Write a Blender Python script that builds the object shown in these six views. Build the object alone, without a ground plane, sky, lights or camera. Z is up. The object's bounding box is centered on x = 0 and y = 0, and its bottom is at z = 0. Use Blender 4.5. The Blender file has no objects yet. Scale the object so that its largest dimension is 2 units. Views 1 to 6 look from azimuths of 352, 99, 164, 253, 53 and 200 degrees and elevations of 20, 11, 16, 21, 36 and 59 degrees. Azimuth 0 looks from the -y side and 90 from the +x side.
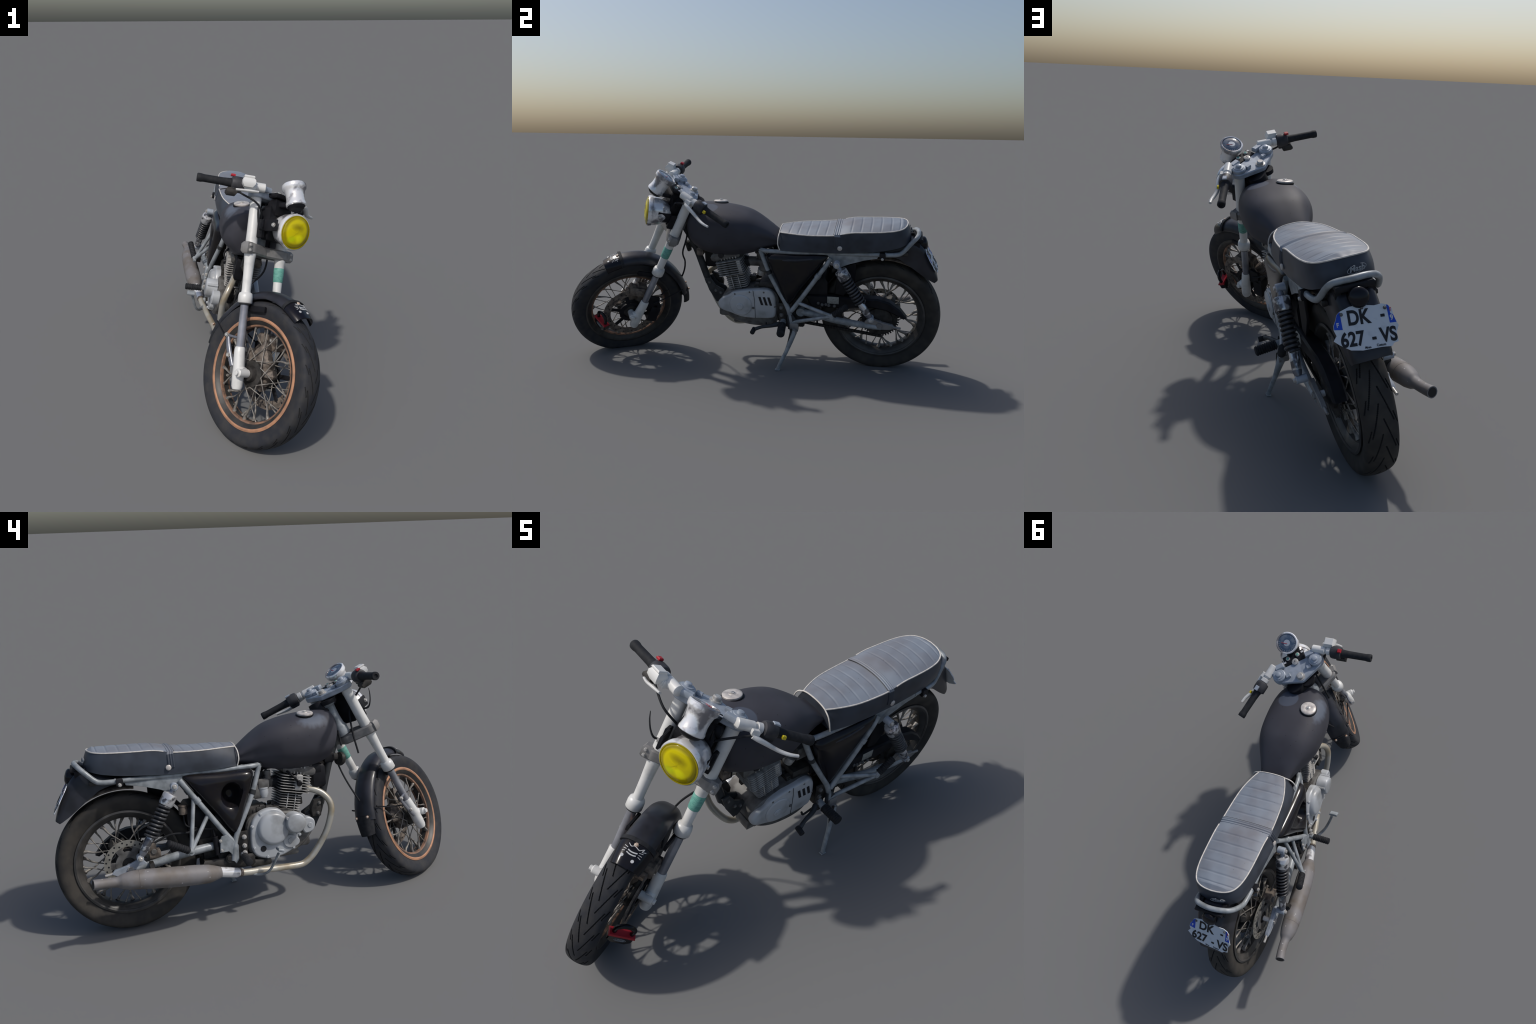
# Cafe-style single-cylinder motorcycle leaning on its side stand, bars turned to the left.
# Built in two working frames: BODY (lean + slight yaw) and FORK (steering axis, turned).
import bpy, bmesh, math, random
import numpy as np
from mathutils import Matrix, Vector

random.seed(7)
rng = np.random.default_rng(7)
pi = math.pi

# ------------------------------------------------------------------ frames
LEAN, YAW, RAKE, STEER = map(math.radians, (11.8, 1.17, 25.0, 35.0))
BODY = Matrix.Translation((-.1355, 0, 0)) @ Matrix.Rotation(-YAW, 4, 'Z') @ Matrix.Rotation(LEAN, 4, 'Y')
_s = Vector((0, math.sin(RAKE), math.cos(RAKE)))
_p = Vector((0, math.cos(RAKE), -math.sin(RAKE)))
_x = Vector((1, 0, 0))
_fx = _x * math.cos(STEER) + _p * math.sin(STEER)
_fy = -_x * math.sin(STEER) + _p * math.cos(STEER)
_F = Matrix((_fx, _fy, _s)).transposed().to_4x4()
FORK = BODY @ Matrix.Translation((0, -.301, .962)) @ _F
WHEEL_F = FORK @ Matrix.Translation((-.010, -.113, -.782))
WHEEL_R = BODY @ Matrix.Translation((.006, .690, .312))

root = bpy.data.objects.new("motorcycle", None)
bpy.context.scene.collection.objects.link(root)
root["label"] = "black vintage style motorcycle with ribbed seat and yellow headlight"
root["category"] = "motorcycle"

# ------------------------------------------------------------------ materials
def material(name, col, rough=.5, metal=0., col2=None, scale=30., lo=.4, hi=.65, specks=None, bump=0.,
             coat=0., stretch=(1, 1, 1), detail=5., spec=.4, bscale=None):
    m = bpy.data.materials.new(name)
    m.use_nodes = True
    nt = m.node_tree
    N, L = nt.nodes, nt.links
    b = N["Principled BSDF"]
    b.inputs["Roughness"].default_value = rough
    b.inputs["Metallic"].default_value = metal
    b.inputs["Specular IOR Level"].default_value = spec
    b.inputs["Coat Weight"].default_value = coat
    b.inputs["Coat Roughness"].default_value = .12
    tc = N.new("ShaderNodeTexCoord")
    mp = N.new("ShaderNodeMapping")
    mp.inputs["Scale"].default_value = stretch
    L.new(tc.outputs["Object"], mp.inputs["Vector"])
    out = None
    if col2 is None:
        col2 = tuple(c * .8 for c in col)
    nz = N.new("ShaderNodeTexNoise")
    nz.inputs["Scale"].default_value = scale
    nz.inputs["Detail"].default_value = detail
    L.new(mp.outputs["Vector"], nz.inputs["Vector"])
    rp = N.new("ShaderNodeValToRGB")
    rp.color_ramp.elements[0].position = lo
    rp.color_ramp.elements[1].position = hi
    rp.color_ramp.elements[0].color = (*col, 1)
    rp.color_ramp.elements[1].color = (*col2, 1)
    L.new(nz.outputs["Fac"], rp.inputs["Fac"])
    out = rp.outputs["Color"]
    if specks:
        scol, sscale, amount = specks
        vo = N.new("ShaderNodeTexVoronoi")
        vo.inputs["Scale"].default_value = sscale
        L.new(tc.outputs["Object"], vo.inputs["Vector"])
        wn = N.new("ShaderNodeTexWhiteNoise")
        L.new(vo.outputs["Position"], wn.inputs["Vector"])
        th = N.new("ShaderNodeMath"); th.operation = 'MULTIPLY'
        L.new(wn.outputs["Value"], th.inputs[0]); th.inputs[1].default_value = amount
        lt = N.new("ShaderNodeMath"); lt.operation = 'LESS_THAN'
        L.new(vo.outputs["Distance"], lt.inputs[0]); L.new(th.outputs[0], lt.inputs[1])
        mx = N.new("ShaderNodeMix"); mx.data_type = 'RGBA'
        L.new(lt.outputs[0], mx.inputs["Factor"])
        L.new(out, mx.inputs["A"]); mx.inputs["B"].default_value = (*scol, 1)
        out = mx.outputs["Result"]
    L.new(out, b.inputs["Base Color"])
    if bump:
        bn = N.new("ShaderNodeTexNoise")
        bn.inputs["Scale"].default_value = bscale or scale * 6
        L.new(mp.outputs["Vector"], bn.inputs["Vector"])
        bp = N.new("ShaderNodeBump")
        bp.inputs["Strength"].default_value = bump
        bp.inputs["Distance"].default_value = .002
        L.new(bn.outputs["Fac"], bp.inputs["Height"])
        L.new(bp.outputs["Normal"], b.inputs["Normal"])
    return m

def add_patch(m, centre, radii, col, soft=.25, amount=1., noise=0., nscale=20., nstretch=(1, 1, 1)):
    """Mix a soft ellipsoidal patch of another colour into a material (object coordinates)."""
    nt = m.node_tree; N, L = nt.nodes, nt.links
    b = N["Principled BSDF"]
    src = b.inputs["Base Color"].links[0].from_socket
    tc = next(n for n in N if n.bl_idname == "ShaderNodeTexCoord")
    mp = N.new("ShaderNodeMapping"); mp.vector_type = 'POINT'
    inv = [1 / r for r in radii]
    mp.inputs["Scale"].default_value = inv
    mp.inputs["Location"].default_value = [-c * i for c, i in zip(centre, inv)]
    L.new(tc.outputs["Object"], mp.inputs["Vector"])
    ln = N.new("ShaderNodeVectorMath"); ln.operation = 'LENGTH'
    L.new(mp.outputs["Vector"], ln.inputs[0])
    val = ln.outputs["Value"]
    if noise:
        ms = N.new("ShaderNodeMapping"); ms.inputs["Scale"].default_value = nstretch
        L.new(tc.outputs["Object"], ms.inputs["Vector"])
        nz = N.new("ShaderNodeTexNoise"); nz.inputs["Scale"].default_value = nscale
        L.new(ms.outputs["Vector"], nz.inputs["Vector"])
        ma = N.new("ShaderNodeMath"); ma.operation = 'MULTIPLY_ADD'
        L.new(nz.outputs["Fac"], ma.inputs[0]); ma.inputs[1].default_value = noise
        L.new(val, ma.inputs[2]); val = ma.outputs[0]
    mr = N.new("ShaderNodeMapRange")
    mr.inputs["From Min"].default_value = 1 + noise * .5
    mr.inputs["From Max"].default_value = 1 + noise * .5 - soft
    mr.inputs["To Max"].default_value = amount
    L.new(val, mr.inputs["Value"])
    mx = N.new("ShaderNodeMix"); mx.data_type = 'RGBA'
    L.new(mr.outputs[0], mx.inputs["Factor"])
    L.new(src, mx.inputs["A"]); mx.inputs["B"].default_value = (*col, 1)
    L.new(mx.outputs["Result"], b.inputs["Base Color"])

M = {}
M["tank"] = material("tank_satin_black", (.056, .056, .068), .58, 0, (.044, .043, .052), 8, .35, .72, specks=((.014, .014, .016), 55, .12), spec=.25)  # base lowered below its sunlit value to include the shaded side
add_patch(M["tank"], (-.13, -.20, .86), (.05, .085, .05), (.13, .15, .19), .5, .85, .9, 16, (2, 2, .6))  # pale bluish highlight streaks painted onto the right front shoulder
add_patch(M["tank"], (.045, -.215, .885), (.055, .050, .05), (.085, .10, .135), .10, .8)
M["seat_top"] = material("seat_vinyl_glare_tinted", (.225, .255, .30), .5, 0, (.185, .188, .21), 7, .4, .68, specks=((.07, .07, .075), 48, .09), bump=.06, bscale=900)  # sky glare baked into the vinyl: paler and bluer than the sides
M["seat_side"] = material("seat_vinyl_shade_darkened", (.050, .059, .077), .40, 0, (.034, .039, .050), 12, bump=.06, bscale=900, spec=.3)  # same vinyl as the top, darkened for the shade on its flanks
M["piping"] = material("white_piping", (.72, .68, .62), .6, 0, (.55, .52, .48), 60)
M["strap"] = material("strap_vinyl", (.17, .18, .23), .4, 0, (.09, .095, .12), 40)
M["frame"] = material("frame_silver_paint", (.335, .36, .38), .38, .1, (.21, .23, .24), 28)  # silver toned down partway to the shadow on the left tubes
M["frame_dark"] = material("frame_dark_paint", (.05, .053, .057), .45, .1, (.028, .030, .032), 25, spec=.25)
M["alu"] = material("fork_silver", (.72, .715, .69), .38, .05, (.48, .475, .46), 16, .5, .8)
M["alu_grey"] = material("clamp_silver_grey", (.40, .44, .50), .4, .15, (.30, .34, .39), 30)
M["clamp_dark"] = material("lower_clamp_grey", (.27, .26, .25), .45, .2, (.20, .195, .19), 30)
M["engine"] = material("engine_cover_alu", (.47, .49, .51), .36, .08, (.22, .22, .215), 10, .48, .8)
M["case"] = material("crankcase_alu", (.155, .152, .145), .55, .1, (.075, .07, .066), 26)
M["grime"] = material("greasy_dark_metal", (.045, .041, .037), .6, .1, (.014, .013, .012), 40)
M["fin"] = material("fin_alu", (.46, .45, .43), .5, .1, (.22, .21, .20), 40)
M["chrome"] = material("chrome", (.84, .84, .85), .13, .35, (.26, .25, .26), 17, .50, .62)  # bright and dark reflections drawn as noise in the base colour
M["rod"] = material("fork_rod_steel", (.22, .23, .26), .25, .4, (.16, .165, .19), 14)
M["switch"] = material("switch_grey_plastic", (.055, .055, .060), .5, 0, (.030, .030, .034), 30, spec=.25)
M["chrome_dark"] = material("shock_chrome", (.62, .62, .63), .15, .5, (.12, .12, .13), 30, .48, .56)  # mirror contrast of the shocks coloured in, light against near-black
M["slider"] = material("fork_slider_steel", (.36, .37, .40), .2, .3, (.22, .225, .25), 10)
M["spring"] = material("spring_black_steel", (.075, .077, .082), .3, .2, (.035, .036, .04), 40)
M["black"] = material("black_plastic", (.014, .014, .017), .5, 0, (.008, .008, .010), 30, spec=.2)
M["rubber"] = material("black_rubber", (.018, .019, .022), .7, 0, (.028, .029, .032), 60, bump=.15, spec=.2)
M["gloss"] = material("gloss_black_paint", (.007, .007, .011), .2, 0, (.014, .012, .011), 10, coat=.1, spec=.25)
M["fender"] = material("fender_satin_black", (.030, .031, .040), .38, 0, (.014, .015, .019), 12, coat=.1, spec=.35)
M["tyre"] = material("tyre_rubber", (.024, .026, .032), .7, 0, (.040, .039, .040), 22, specks=((.11, .11, .11), 120, .05), bump=.2, spec=.3)
M["tyre_rear"] = material("tyre_rubber_dusty", (.032, .030, .028), .75, 0, (.056, .050, .043), 15, bump=.2, spec=.3)
M["groove"] = material("tread_groove_black", (.011, .011, .012), .9)  # tyre rubber blackened inside the grooves to deepen their shadow
M["copper"] = material("copper_rim_paint", (.50, .255, .145), .42, .1, (.30, .17, .11), 26, .42, .72)
M["copper_dull"] = material("copper_dull", (.30, .165, .105), .5, .1, (.12, .08, .06), 30)
M["rim_black"] = material("rim_black", (.050, .047, .044), .45, .1, (.028, .027, .026), 25)
M["rim_rear"] = material("rear_rim_black", (.045, .043, .041), .42, .1, (.085, .08, .075), 16)
M["spoke"] = material("spoke_steel", (.30, .28, .25), .45, .15, (.12, .11, .10), 50)
M["disc"] = material("brake_disc_steel", (.30, .285, .25), .4, .3, (.20, .19, .165), 30)
M["muffler"] = material("muffler_worn_grey", (.20, .192, .195), .6, .05, (.150, .128, .108), 11, .42, .66, specks=((.40, .39, .39), 45, .16))
M["pipe"] = material("header_pipe_steel", (.52, .50, .44), .28, .35, (.34, .27, .17), 9, .45, .7)
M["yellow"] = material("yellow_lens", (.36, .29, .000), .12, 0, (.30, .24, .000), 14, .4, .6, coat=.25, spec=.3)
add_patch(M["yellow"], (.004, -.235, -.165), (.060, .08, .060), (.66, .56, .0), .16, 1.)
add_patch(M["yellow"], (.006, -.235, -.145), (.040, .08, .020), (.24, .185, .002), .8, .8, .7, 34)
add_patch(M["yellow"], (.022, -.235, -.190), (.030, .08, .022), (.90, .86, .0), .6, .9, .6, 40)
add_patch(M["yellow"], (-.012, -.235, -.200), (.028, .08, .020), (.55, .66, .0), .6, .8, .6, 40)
M["yellow_in"] = material("yellow_button", (.62, .50, .02), .4)
M["teal"] = material("teal_tape", (.17, .42, .35), .6, 0, (.10, .30, .25), 60, stretch=(1, 1, 6))
M["red"] = material("red_plastic", (.45, .022, .035), .4, spec=.3)
M["plate"] = material("plate_white", (.62, .66, .70), .45, 0, (.50, .54, .58), 30, .55, .75)
M["blue"] = material("plate_blue", (.010, .07, .52), .45)
M["ink"] = material("lettering_black", (.012, .012, .015), .5)
M["white"] = material("white_print", (.66, .66, .66), .5)
M["silver_print"] = material("silver_print", (.30, .32, .34), .5)
M["dial"] = material("dial_glass_blue", (.055, .085, .14), .1, 0, (.12, .15, .20), 30, .45, .6, coat=.6)
M["bolt"] = material("bolt_steel", (.55, .54, .52), .3, .3, (.38, .36, .33), 80)
M["capm"] = material("fuel_cap_alu", (.62, .58, .54), .42, .15, (.42, .39, .37), 45)
M["brown"] = material("rusty_parts", (.20, .165, .135), .6, .1, (.06, .05, .045), 40)
M["label"] = material("paper_label", (.34, .34, .31), .6, 0, (.24, .24, .22), 120)
M["orange"] = material("amber_plastic", (.60, .20, .03), .35)
M["bolt_rust"] = material("rusty_bolt", (.62, .55, .47), .5, 0, (.38, .16, .06), 90)

# ------------------------------------------------------------------ mesh helpers
def place(ob, frame, parent):
    par = parent or root
    ob.parent = par
    pw = par.get("_w")
    base = FRAMES.get(par.name, Matrix.Identity(4))
    ob.matrix_parent_inverse = Matrix.Identity(4)
    ob.matrix_basis = base.inverted() @ frame
    FRAMES[ob.name] = frame.copy()

FRAMES = {"motorcycle": Matrix.Identity(4)}

def add(name, vf, mat, frame=BODY, parent=None, sharp=38, mats=None, midx=None, bevel=0, stuff=False, smooth=True):
    verts, faces = vf
    me = bpy.data.meshes.new(name)
    me.from_pydata([tuple(map(float, v)) for v in verts], [], faces)
    bm = bmesh.new(); bm.from_mesh(me)
    if midx is None:
        bmesh.ops.remove_doubles(bm, verts=bm.verts, dist=1e-6)
    bmesh.ops.recalc_face_normals(bm, faces=bm.faces)
    if bevel:
        ed = [e for e in bm.edges if len(e.link_faces) == 2 and e.calc_face_angle(0) > .6]
        bmesh.ops.bevel(bm, geom=ed, offset=bevel, segments=2, profile=.5, affect='EDGES', clamp_overlap=True)
    bm.to_mesh(me); bm.free()
    for k in (mats or [mat]):
        me.materials.append(M[k])
    if midx is not None:
        me.polygons.foreach_set("material_index", midx)
    if smooth:
        me.polygons.foreach_set("use_smooth", [True] * len(me.polygons))
        me.set_sharp_from_angle(angle=math.radians(sharp))
    ob = bpy.data.objects.new(name, me)
    bpy.context.scene.collection.objects.link(ob)
    place(ob, frame, parent)
    if stuff:
        ob["kind"] = "stuff"
    return ob

def again(ob, frame, parent=None):
    c = ob.copy()
    bpy.context.scene.collection.objects.link(c)
    place(c, frame, parent or ob.parent)
    return c

def join(*parts):
    V, F = [], []
    for v, f in parts:
        o = len(V)
        V += [tuple(p) for p in v]
        F += [tuple(i + o for i in q) for q in f]
    return V, F

def mirror(vf, sx=-1):
    v, f = vf
    return [(p[0] * sx, p[1], p[2]) for p in v], [tuple(reversed(q)) for q in f] if sx < 0 else f

def xf(vf, mat):
    return [tuple(mat @ Vector(p)) for p in vf[0]], vf[1]

def rings(rs, closed=True, caps=True):
    n = len(rs[0]); V = []; F = []
    for r in rs: V += [tuple(p) for p in r]
    for i in range(len(rs) - 1):
        for j in range(n if closed else n - 1):
            a, b = i * n + j, i * n + (j + 1) % n
            F.append((a, b, b + n, a + n))
    if caps and closed:
        F.append(tuple(reversed(range(n))))
        F.append(tuple(range((len(rs) - 1) * n, len(rs) * n)))
    return V, F

def catmull(P, k=6, closed=False):
    P = [np.asarray(p, float) for p in P]
    n = len(P); out = []
    segs = n if closed else n - 1
    for i in range(segs):
        if closed:
            a, b, c, d = P[(i - 1) % n], P[i], P[(i + 1) % n], P[(i + 2) % n]
        else:
            b, c = P[i], P[i + 1]
            a = P[i - 1] if i else 2 * b - c
            d = P[i + 2] if i + 2 < n else 2 * c - b
        for t in np.arange(k) / k:
            out.append(.5 * (2 * b + (c - a) * t + (2 * a - 5 * b + 4 * c - d) * t * t + (3 * b - 3 * c + d - a) * t ** 3))
    if not closed: out.append(P[-1])
    return out

def tube(P, r, n=12, k=6, caps=True, smooth=True, flat=1.):
    """Sweep a circle along points; r is a number or one radius per control point."""
    rr = np.full(len(P), float(r)) if np.isscalar(r) else np.asarray(r, float)
    if smooth and len(P) > 2:
        Q = catmull(P, k); R = np.interp(np.arange(len(Q)) / k, np.arange(len(P)), rr)
    else:
        Q = [np.asarray(p, float) for p in P]; R = rr
    Q = np.array(Q)
    T = np.gradient(Q, axis=0); T /= np.linalg.norm(T, axis=1)[:, None] + 1e-12
    u = np.cross(T[0], (0.123, .3, 1)); u /= np.linalg.norm(u)
    rs = []
    for q, t, R_ in zip(Q, T, R):
        u = u - t * (u @ t); u /= np.linalg.norm(u)
        w = np.cross(t, u)
        rs.append([q + R_ * (math.cos(a) * u + flat * math.sin(a) * w) for a in np.arange(n) * 2 * pi / n])
    return rings(rs, True, caps)

def lathe(prof, o=(0, 0, 0), axis=(1, 0, 0), n=32, a0=0., a1=2 * pi):
    """Revolve (radius, height) profile about an axis through o."""
    ax = np.asarray(axis, float); ax /= np.linalg.norm(ax)
    u = np.cross(ax, (0, 0, 1) if abs(ax[2]) < .9 else (0, 1, 0)); u /= np.linalg.norm(u)
    w = np.cross(ax, u); o = np.asarray(o, float)
    full = abs(a1 - a0 - 2 * pi) < 1e-6
    A = a0 + (a1 - a0) * np.arange(n if full else n + 1) / n
    m = len(A)
    V = [tuple(o + ax * h + r * (math.cos(a) * u + math.sin(a) * w)) for r, h in prof for a in A]
    F = []
    for i in range(len(prof) - 1):
        for j in range(m if full else m - 1):
            a, b = i * m + j, i * m + (j + 1) % m
            F.append((a, b, b + m, a + m))
    if full:
        if prof[0][0] > 1e-6: F.append(tuple(reversed(range(m))))
        if prof[-1][0] > 1e-6: F.append(tuple(range((len(prof) - 1) * m, len(prof) * m)))
    return V, F

def ring_lathe(prof, **kw):
    """Lathe of a closed profile (torus-like part)."""
    v, f = lathe(list(prof) + [prof[0]], **kw)
    n = kw.get("n", 32)
    return v, [q for q in f if len(q) == 4]

def cyl(p0, p1, r, n=20, ch=.0015):
    p0, p1 = np.asarray(p0, float), np.asarray(p1, float)
    h = np.linalg.norm(p1 - p0)
    return lathe([(r - ch, 0), (r, ch), (r, h - ch), (r - ch, h)], p0, p1 - p0, n)

def prism(poly, a, b, axis=0, ch=0.):
    """Extrude a 2D outline between a and b along an axis; ch insets both ends as a chamfer."""
    poly = np.asarray(poly, float); c = poly.mean(0)
    def put(q, t):
        if axis == 0: return (t, q[0], q[1])
        if axis == 1: return (q[0], t, q[1])
        return (q[0], q[1], t)
    def inset(d):
        nx = np.roll(poly, -1, 0) - poly; pv = poly - np.roll(poly, 1, 0)
        t = nx / (np.linalg.norm(nx, axis=1)[:, None] + 1e-9) + pv / (np.linalg.norm(pv, axis=1)[:, None] + 1e-9)
        nrm = np.c_[-t[:, 1], t[:, 0]]; nrm /= np.linalg.norm(nrm, axis=1)[:, None] + 1e-9
        area = np.sum(poly[:, 0] * np.roll(poly[:, 1], -1) - poly[:, 1] * np.roll(poly[:, 0], -1))
        return poly + nrm * d * (1 if area > 0 else -1)
    s = 1 if b > a else -1
    if ch:
        q = inset(ch)
        R = [[put(p, a) for p in q], [put(p, a + s * ch) for p in poly], [put(p, b - s * ch) for p in poly], [put(p, b) for p in q]]
    else:
        R = [[put(p, a) for p in poly], [put(p, b) for p in poly]]
    return rings(R)

def box(c, size, ch=.003, rot=None):
    x, y, z = [s / 2 for s in size]
    v, f = prism([(-x, -y), (x, -y), (x, y), (-x, y)], -z, z, 2, min(ch, x * .8, y * .8, z * .8))
    m = Matrix.Translation(c) @ (rot or Matrix.Identity(4))
    return xf((v, f), m)

def pillow(poly, x0, bulge, steps=((1, 0), (.97, .35), (.90, .7), (.75, .93), (.45, 1.0), (.1, 1.02)), back=.01, axis=0, k=5):
    """Bulged panel: outline shrunk towards its centre while rising to `bulge`."""
    P = np.array(catmull(poly, k, True)); c = P.mean(0)
    sgn = 1 if bulge > 0 else -1
    R = [[(x0 - sgn * back, *(c + (p - c) * .98)) for p in P]]
    for s, h in steps:
        R.append([(x0 + bulge * h, *(c + (p - c) * s)) for p in P])
    return rings(R)

def text(name, body, size, frame, mat, parent, extrude=.0006, bold=.0, shear=0., ax='CENTER', sx=1.):
    cu = bpy.data.curves.new(name, 'FONT')
    cu.body = body; cu.size = size; cu.extrude = extrude; cu.offset = bold; cu.shear = shear
    cu.align_x = ax; cu.align_y = 'CENTER'
    tmp = bpy.data.objects.new("tmp", cu)
    bpy.context.scene.collection.objects.link(tmp)
    dg = bpy.context.evaluated_depsgraph_get()
    me = bpy.data.meshes.new_from_object(tmp.evaluated_get(dg))
    bpy.data.objects.remove(tmp); bpy.data.curves.remove(cu)
    for v in me.vertices: v.co.x *= sx
    me.name = name
    me.materials.clear(); me.materials.append(M[mat])
    ob = bpy.data.objects.new(name, me)
    bpy.context.scene.collection.objects.link(ob)
    place(ob, frame, parent)
    return ob

def basis(o, ex, ey, ez):
    m = Matrix((ex, ey, ez)).transposed().to_4x4()
    m.translation = o
    return m

def interp(x, xs, ys): return np.interp(x, xs, ys)

def spline(x, xs, ys):
    """Smooth monotone-ish interpolation through control values."""
    xs, ys = np.asarray(xs, float), np.asarray(ys, float)
    d = np.gradient(ys, xs)
    i = np.clip(np.searchsorted(xs, x) - 1, 0, len(xs) - 2)
    h = xs[i + 1] - xs[i]; t = np.clip((x - xs[i]) / h, 0, 1)
    return (2*t**3-3*t**2+1)*ys[i] + (t**3-2*t**2+t)*h*d[i] + (-2*t**3+3*t**2)*ys[i+1] + (t**3-t**2)*h*d[i+1]

def bolts(name, pts, axis, r=.006, h=.006, mat="bolt", parent=None, frame=BODY):
    """One hexagon-headed bolt per point, sharing a mesh."""
    ax = Vector(axis).normalized()
    q = Vector((0, 0, 1)).rotation_difference(ax).to_matrix().to_4x4()
    first = None
    for p in pts:
        f = frame @ Matrix.Translation(p) @ q
        if first is None:
            first = add(name, join(lathe([(r * 1.25, -.002), (r * 1.25, .001)], (0, 0, 0), (0, 0, 1), 16),
                                   lathe([(r, .001), (r, h * .8), (r * .75, h)], (0, 0, 0), (0, 0, 1), 6)), mat, f, parent, 30)
        else:
            again(first, f, parent)
    return first

# ------------------------------------------------------------------ wheels
def tyre(name, R, W, mat, frame, parent, pitch=22, seed=0):
    prof = [(.62, .230), (.70, .233), (.80, .246), (.91, .262), (.985, .278), (1.0, .288), (.975, .2965), (.91, .3035), (.80, .3085),
            (.66, .312), (.5, .3145), (.33, .3160), (.165, .3170)]
    pts = [(W * a, R * b / .3172) for a, b in prof] + [(0, R)] + [(-W * a, R * b / .3172) for a, b in reversed(prof)]
    P = np.array(catmull(pts, 5)); nθ = 1200
    TH = np.arange(nθ) * 2 * pi / nθ
    X = np.repeat(P[:, 0][None], nθ, 0); RR = np.repeat(P[:, 1][None], nθ, 0)
    arc = (-TH * R)[:, None] * np.ones_like(X)
    L = 2 * pi * R / pitch
    mask = np.zeros_like(X, bool)
    for side in (1, -1):
        a = np.mod(arc + (0 if side > 0 else L * .5), L)
        x = X * side / W
        for off in (0, L):
            t = (a + off - .10 * L) / (1.15 * L)          # long slanted sipe
            line = .06 + .60 * t
            mask |= (t > 0) & (t < 1) & (np.abs(x - line) * W < .0017) & (RR > R * .93)
            t2 = (a + off - .95 * L) / (.45 * L)          # short shoulder sipe
            line2 = .66 + .22 * t2
            mask |= (t2 > 0) & (t2 < 1) & (np.abs(x - line2) * W < .0015) & (RR > R * .93)
    RR = RR - mask * .0028
    m = P.shape[0]
    V = np.stack([X, RR * np.cos(TH)[:, None], RR * np.sin(TH)[:, None]], -1).reshape(-1, 3)
    i, j = np.meshgrid(np.arange(nθ), np.arange(m - 1), indexing='ij')
    a = i * m + j; b = ((i + 1) % nθ) * m + j
    F = np.stack([a, b, b + 1, a + 1], -1).reshape(-1, 4)
    mi = (mask[i, j] | mask[i, j + 1]).astype(int).ravel()
    iw = frame.inverted(); Rm = np.array(frame.to_3x3()); Tm = np.array(frame.translation)
    Wd = V @ Rm.T + Tm                                   # flatten the contact patch on the ground
    low = Wd[:, 2] < .0015
    Wd[low, 2] = .0015
    V = (Wd - Tm) @ Rm
    # inner closing surface of the carcass
    o = len(V)
    return add(name, (V.tolist(), [tuple(q) for q in F.tolist()]), mat, frame, parent, 40, mats=[mat, "groove"], midx=mi.tolist())

def spokes(frame, parent, rh, xh, rr, xr, n=36, r=.0026, seed=1):
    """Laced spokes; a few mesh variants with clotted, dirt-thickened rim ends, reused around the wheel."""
    g = np.random.default_rng(seed)
    made = {}
    for i in range(n):
        side = 1 if i % 2 else -1
        lean = (1 if (i // 2) % 2 else -1) * math.radians(52)
        fat = int(g.integers(0, 3))
        key = (side, lean, fat)
        f = frame @ Matrix.Rotation(2 * pi * i / n, 4, 'X')
        if key in made:
            again(made[key], f, parent); continue
        a = np.array((xh * side, rh * math.cos(lean), rh * math.sin(lean)))
        b = np.array((xr * side, rr, 0))
        k = (1.0, 1.5, 2.3)[fat]
        bow = np.array((0, 0, (0, .004, -.006)[fat]))
        made[key] = add("spoke", tube([a, a + (b - a) * .35, a + (b - a) * .7 + bow, a + (b - a) * .9, b], [r * 1.5, r, r * (1 + .4 * fat), r * k * 1.3, r * k * 2.2], 8, 3, flat=.8), "spoke", f, parent, 60)
SPOKE = {}

# ---- front wheel
hub = add("wheel", join(lathe([(.012, -.068), (.030, -.066), (.036, -.046), (.056, -.042), (.058, -.032), (.040, -.026), (.034, 0),
                               (.040, .030), (.062, .036), (.064, .050), (.058, .058), (.050, .070), (.012, .074)], n=40)), "grime", WHEEL_F)
tyre("tyre", .3105, .0500, "tyre", WHEEL_F, hub)
def rim_part(name, prof, mat, frame, parent):
    return add(name, join(ring_lathe(prof, n=120), ring_lathe([(r, -h) for r, h in prof], n=120)), mat, frame, parent, 30)
FL = [(.2395, .036), (.240, .042), (.232, .0445), (.2265, .042), (.2245, .035), (.230, .033)]
add("rim_flange", ring_lathe([(r, -h) for r, h in FL], n=120), "copper", WHEEL_F, hub, 30)
add("rim_flange", ring_lathe(FL, n=120), "rim_black", WHEEL_F, hub, 30)
rim_part("rim_wall", [(.2265, .036), (.2135, .029), (.2075, .0235), (.2045, .023), (.2145, .034), (.2265, .041)], "rim_black", WHEEL_F, hub)
add("rim_well", ring_lathe([(.210, .0255), (.2030, .0235), (.1985, .012), (.1985, -.012), (.2030, -.0235), (.210, -.0255)], n=120), "rim_black", WHEEL_F, hub, 30)
for sgn in (1, -1):
    add("rim_stripe", ring_lathe([(.2085, sgn * .0262), (.2022, sgn * .0246), (.1990, sgn * .0150), (.1978, sgn * .0150), (.2008, sgn * .0254), (.2075, sgn * .0272)], n=120), "copper_dull", WHEEL_F, hub, 30)
spokes(WHEEL_F, hub, .056, .040, .199, .012, r=.0023, seed=4)
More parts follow.
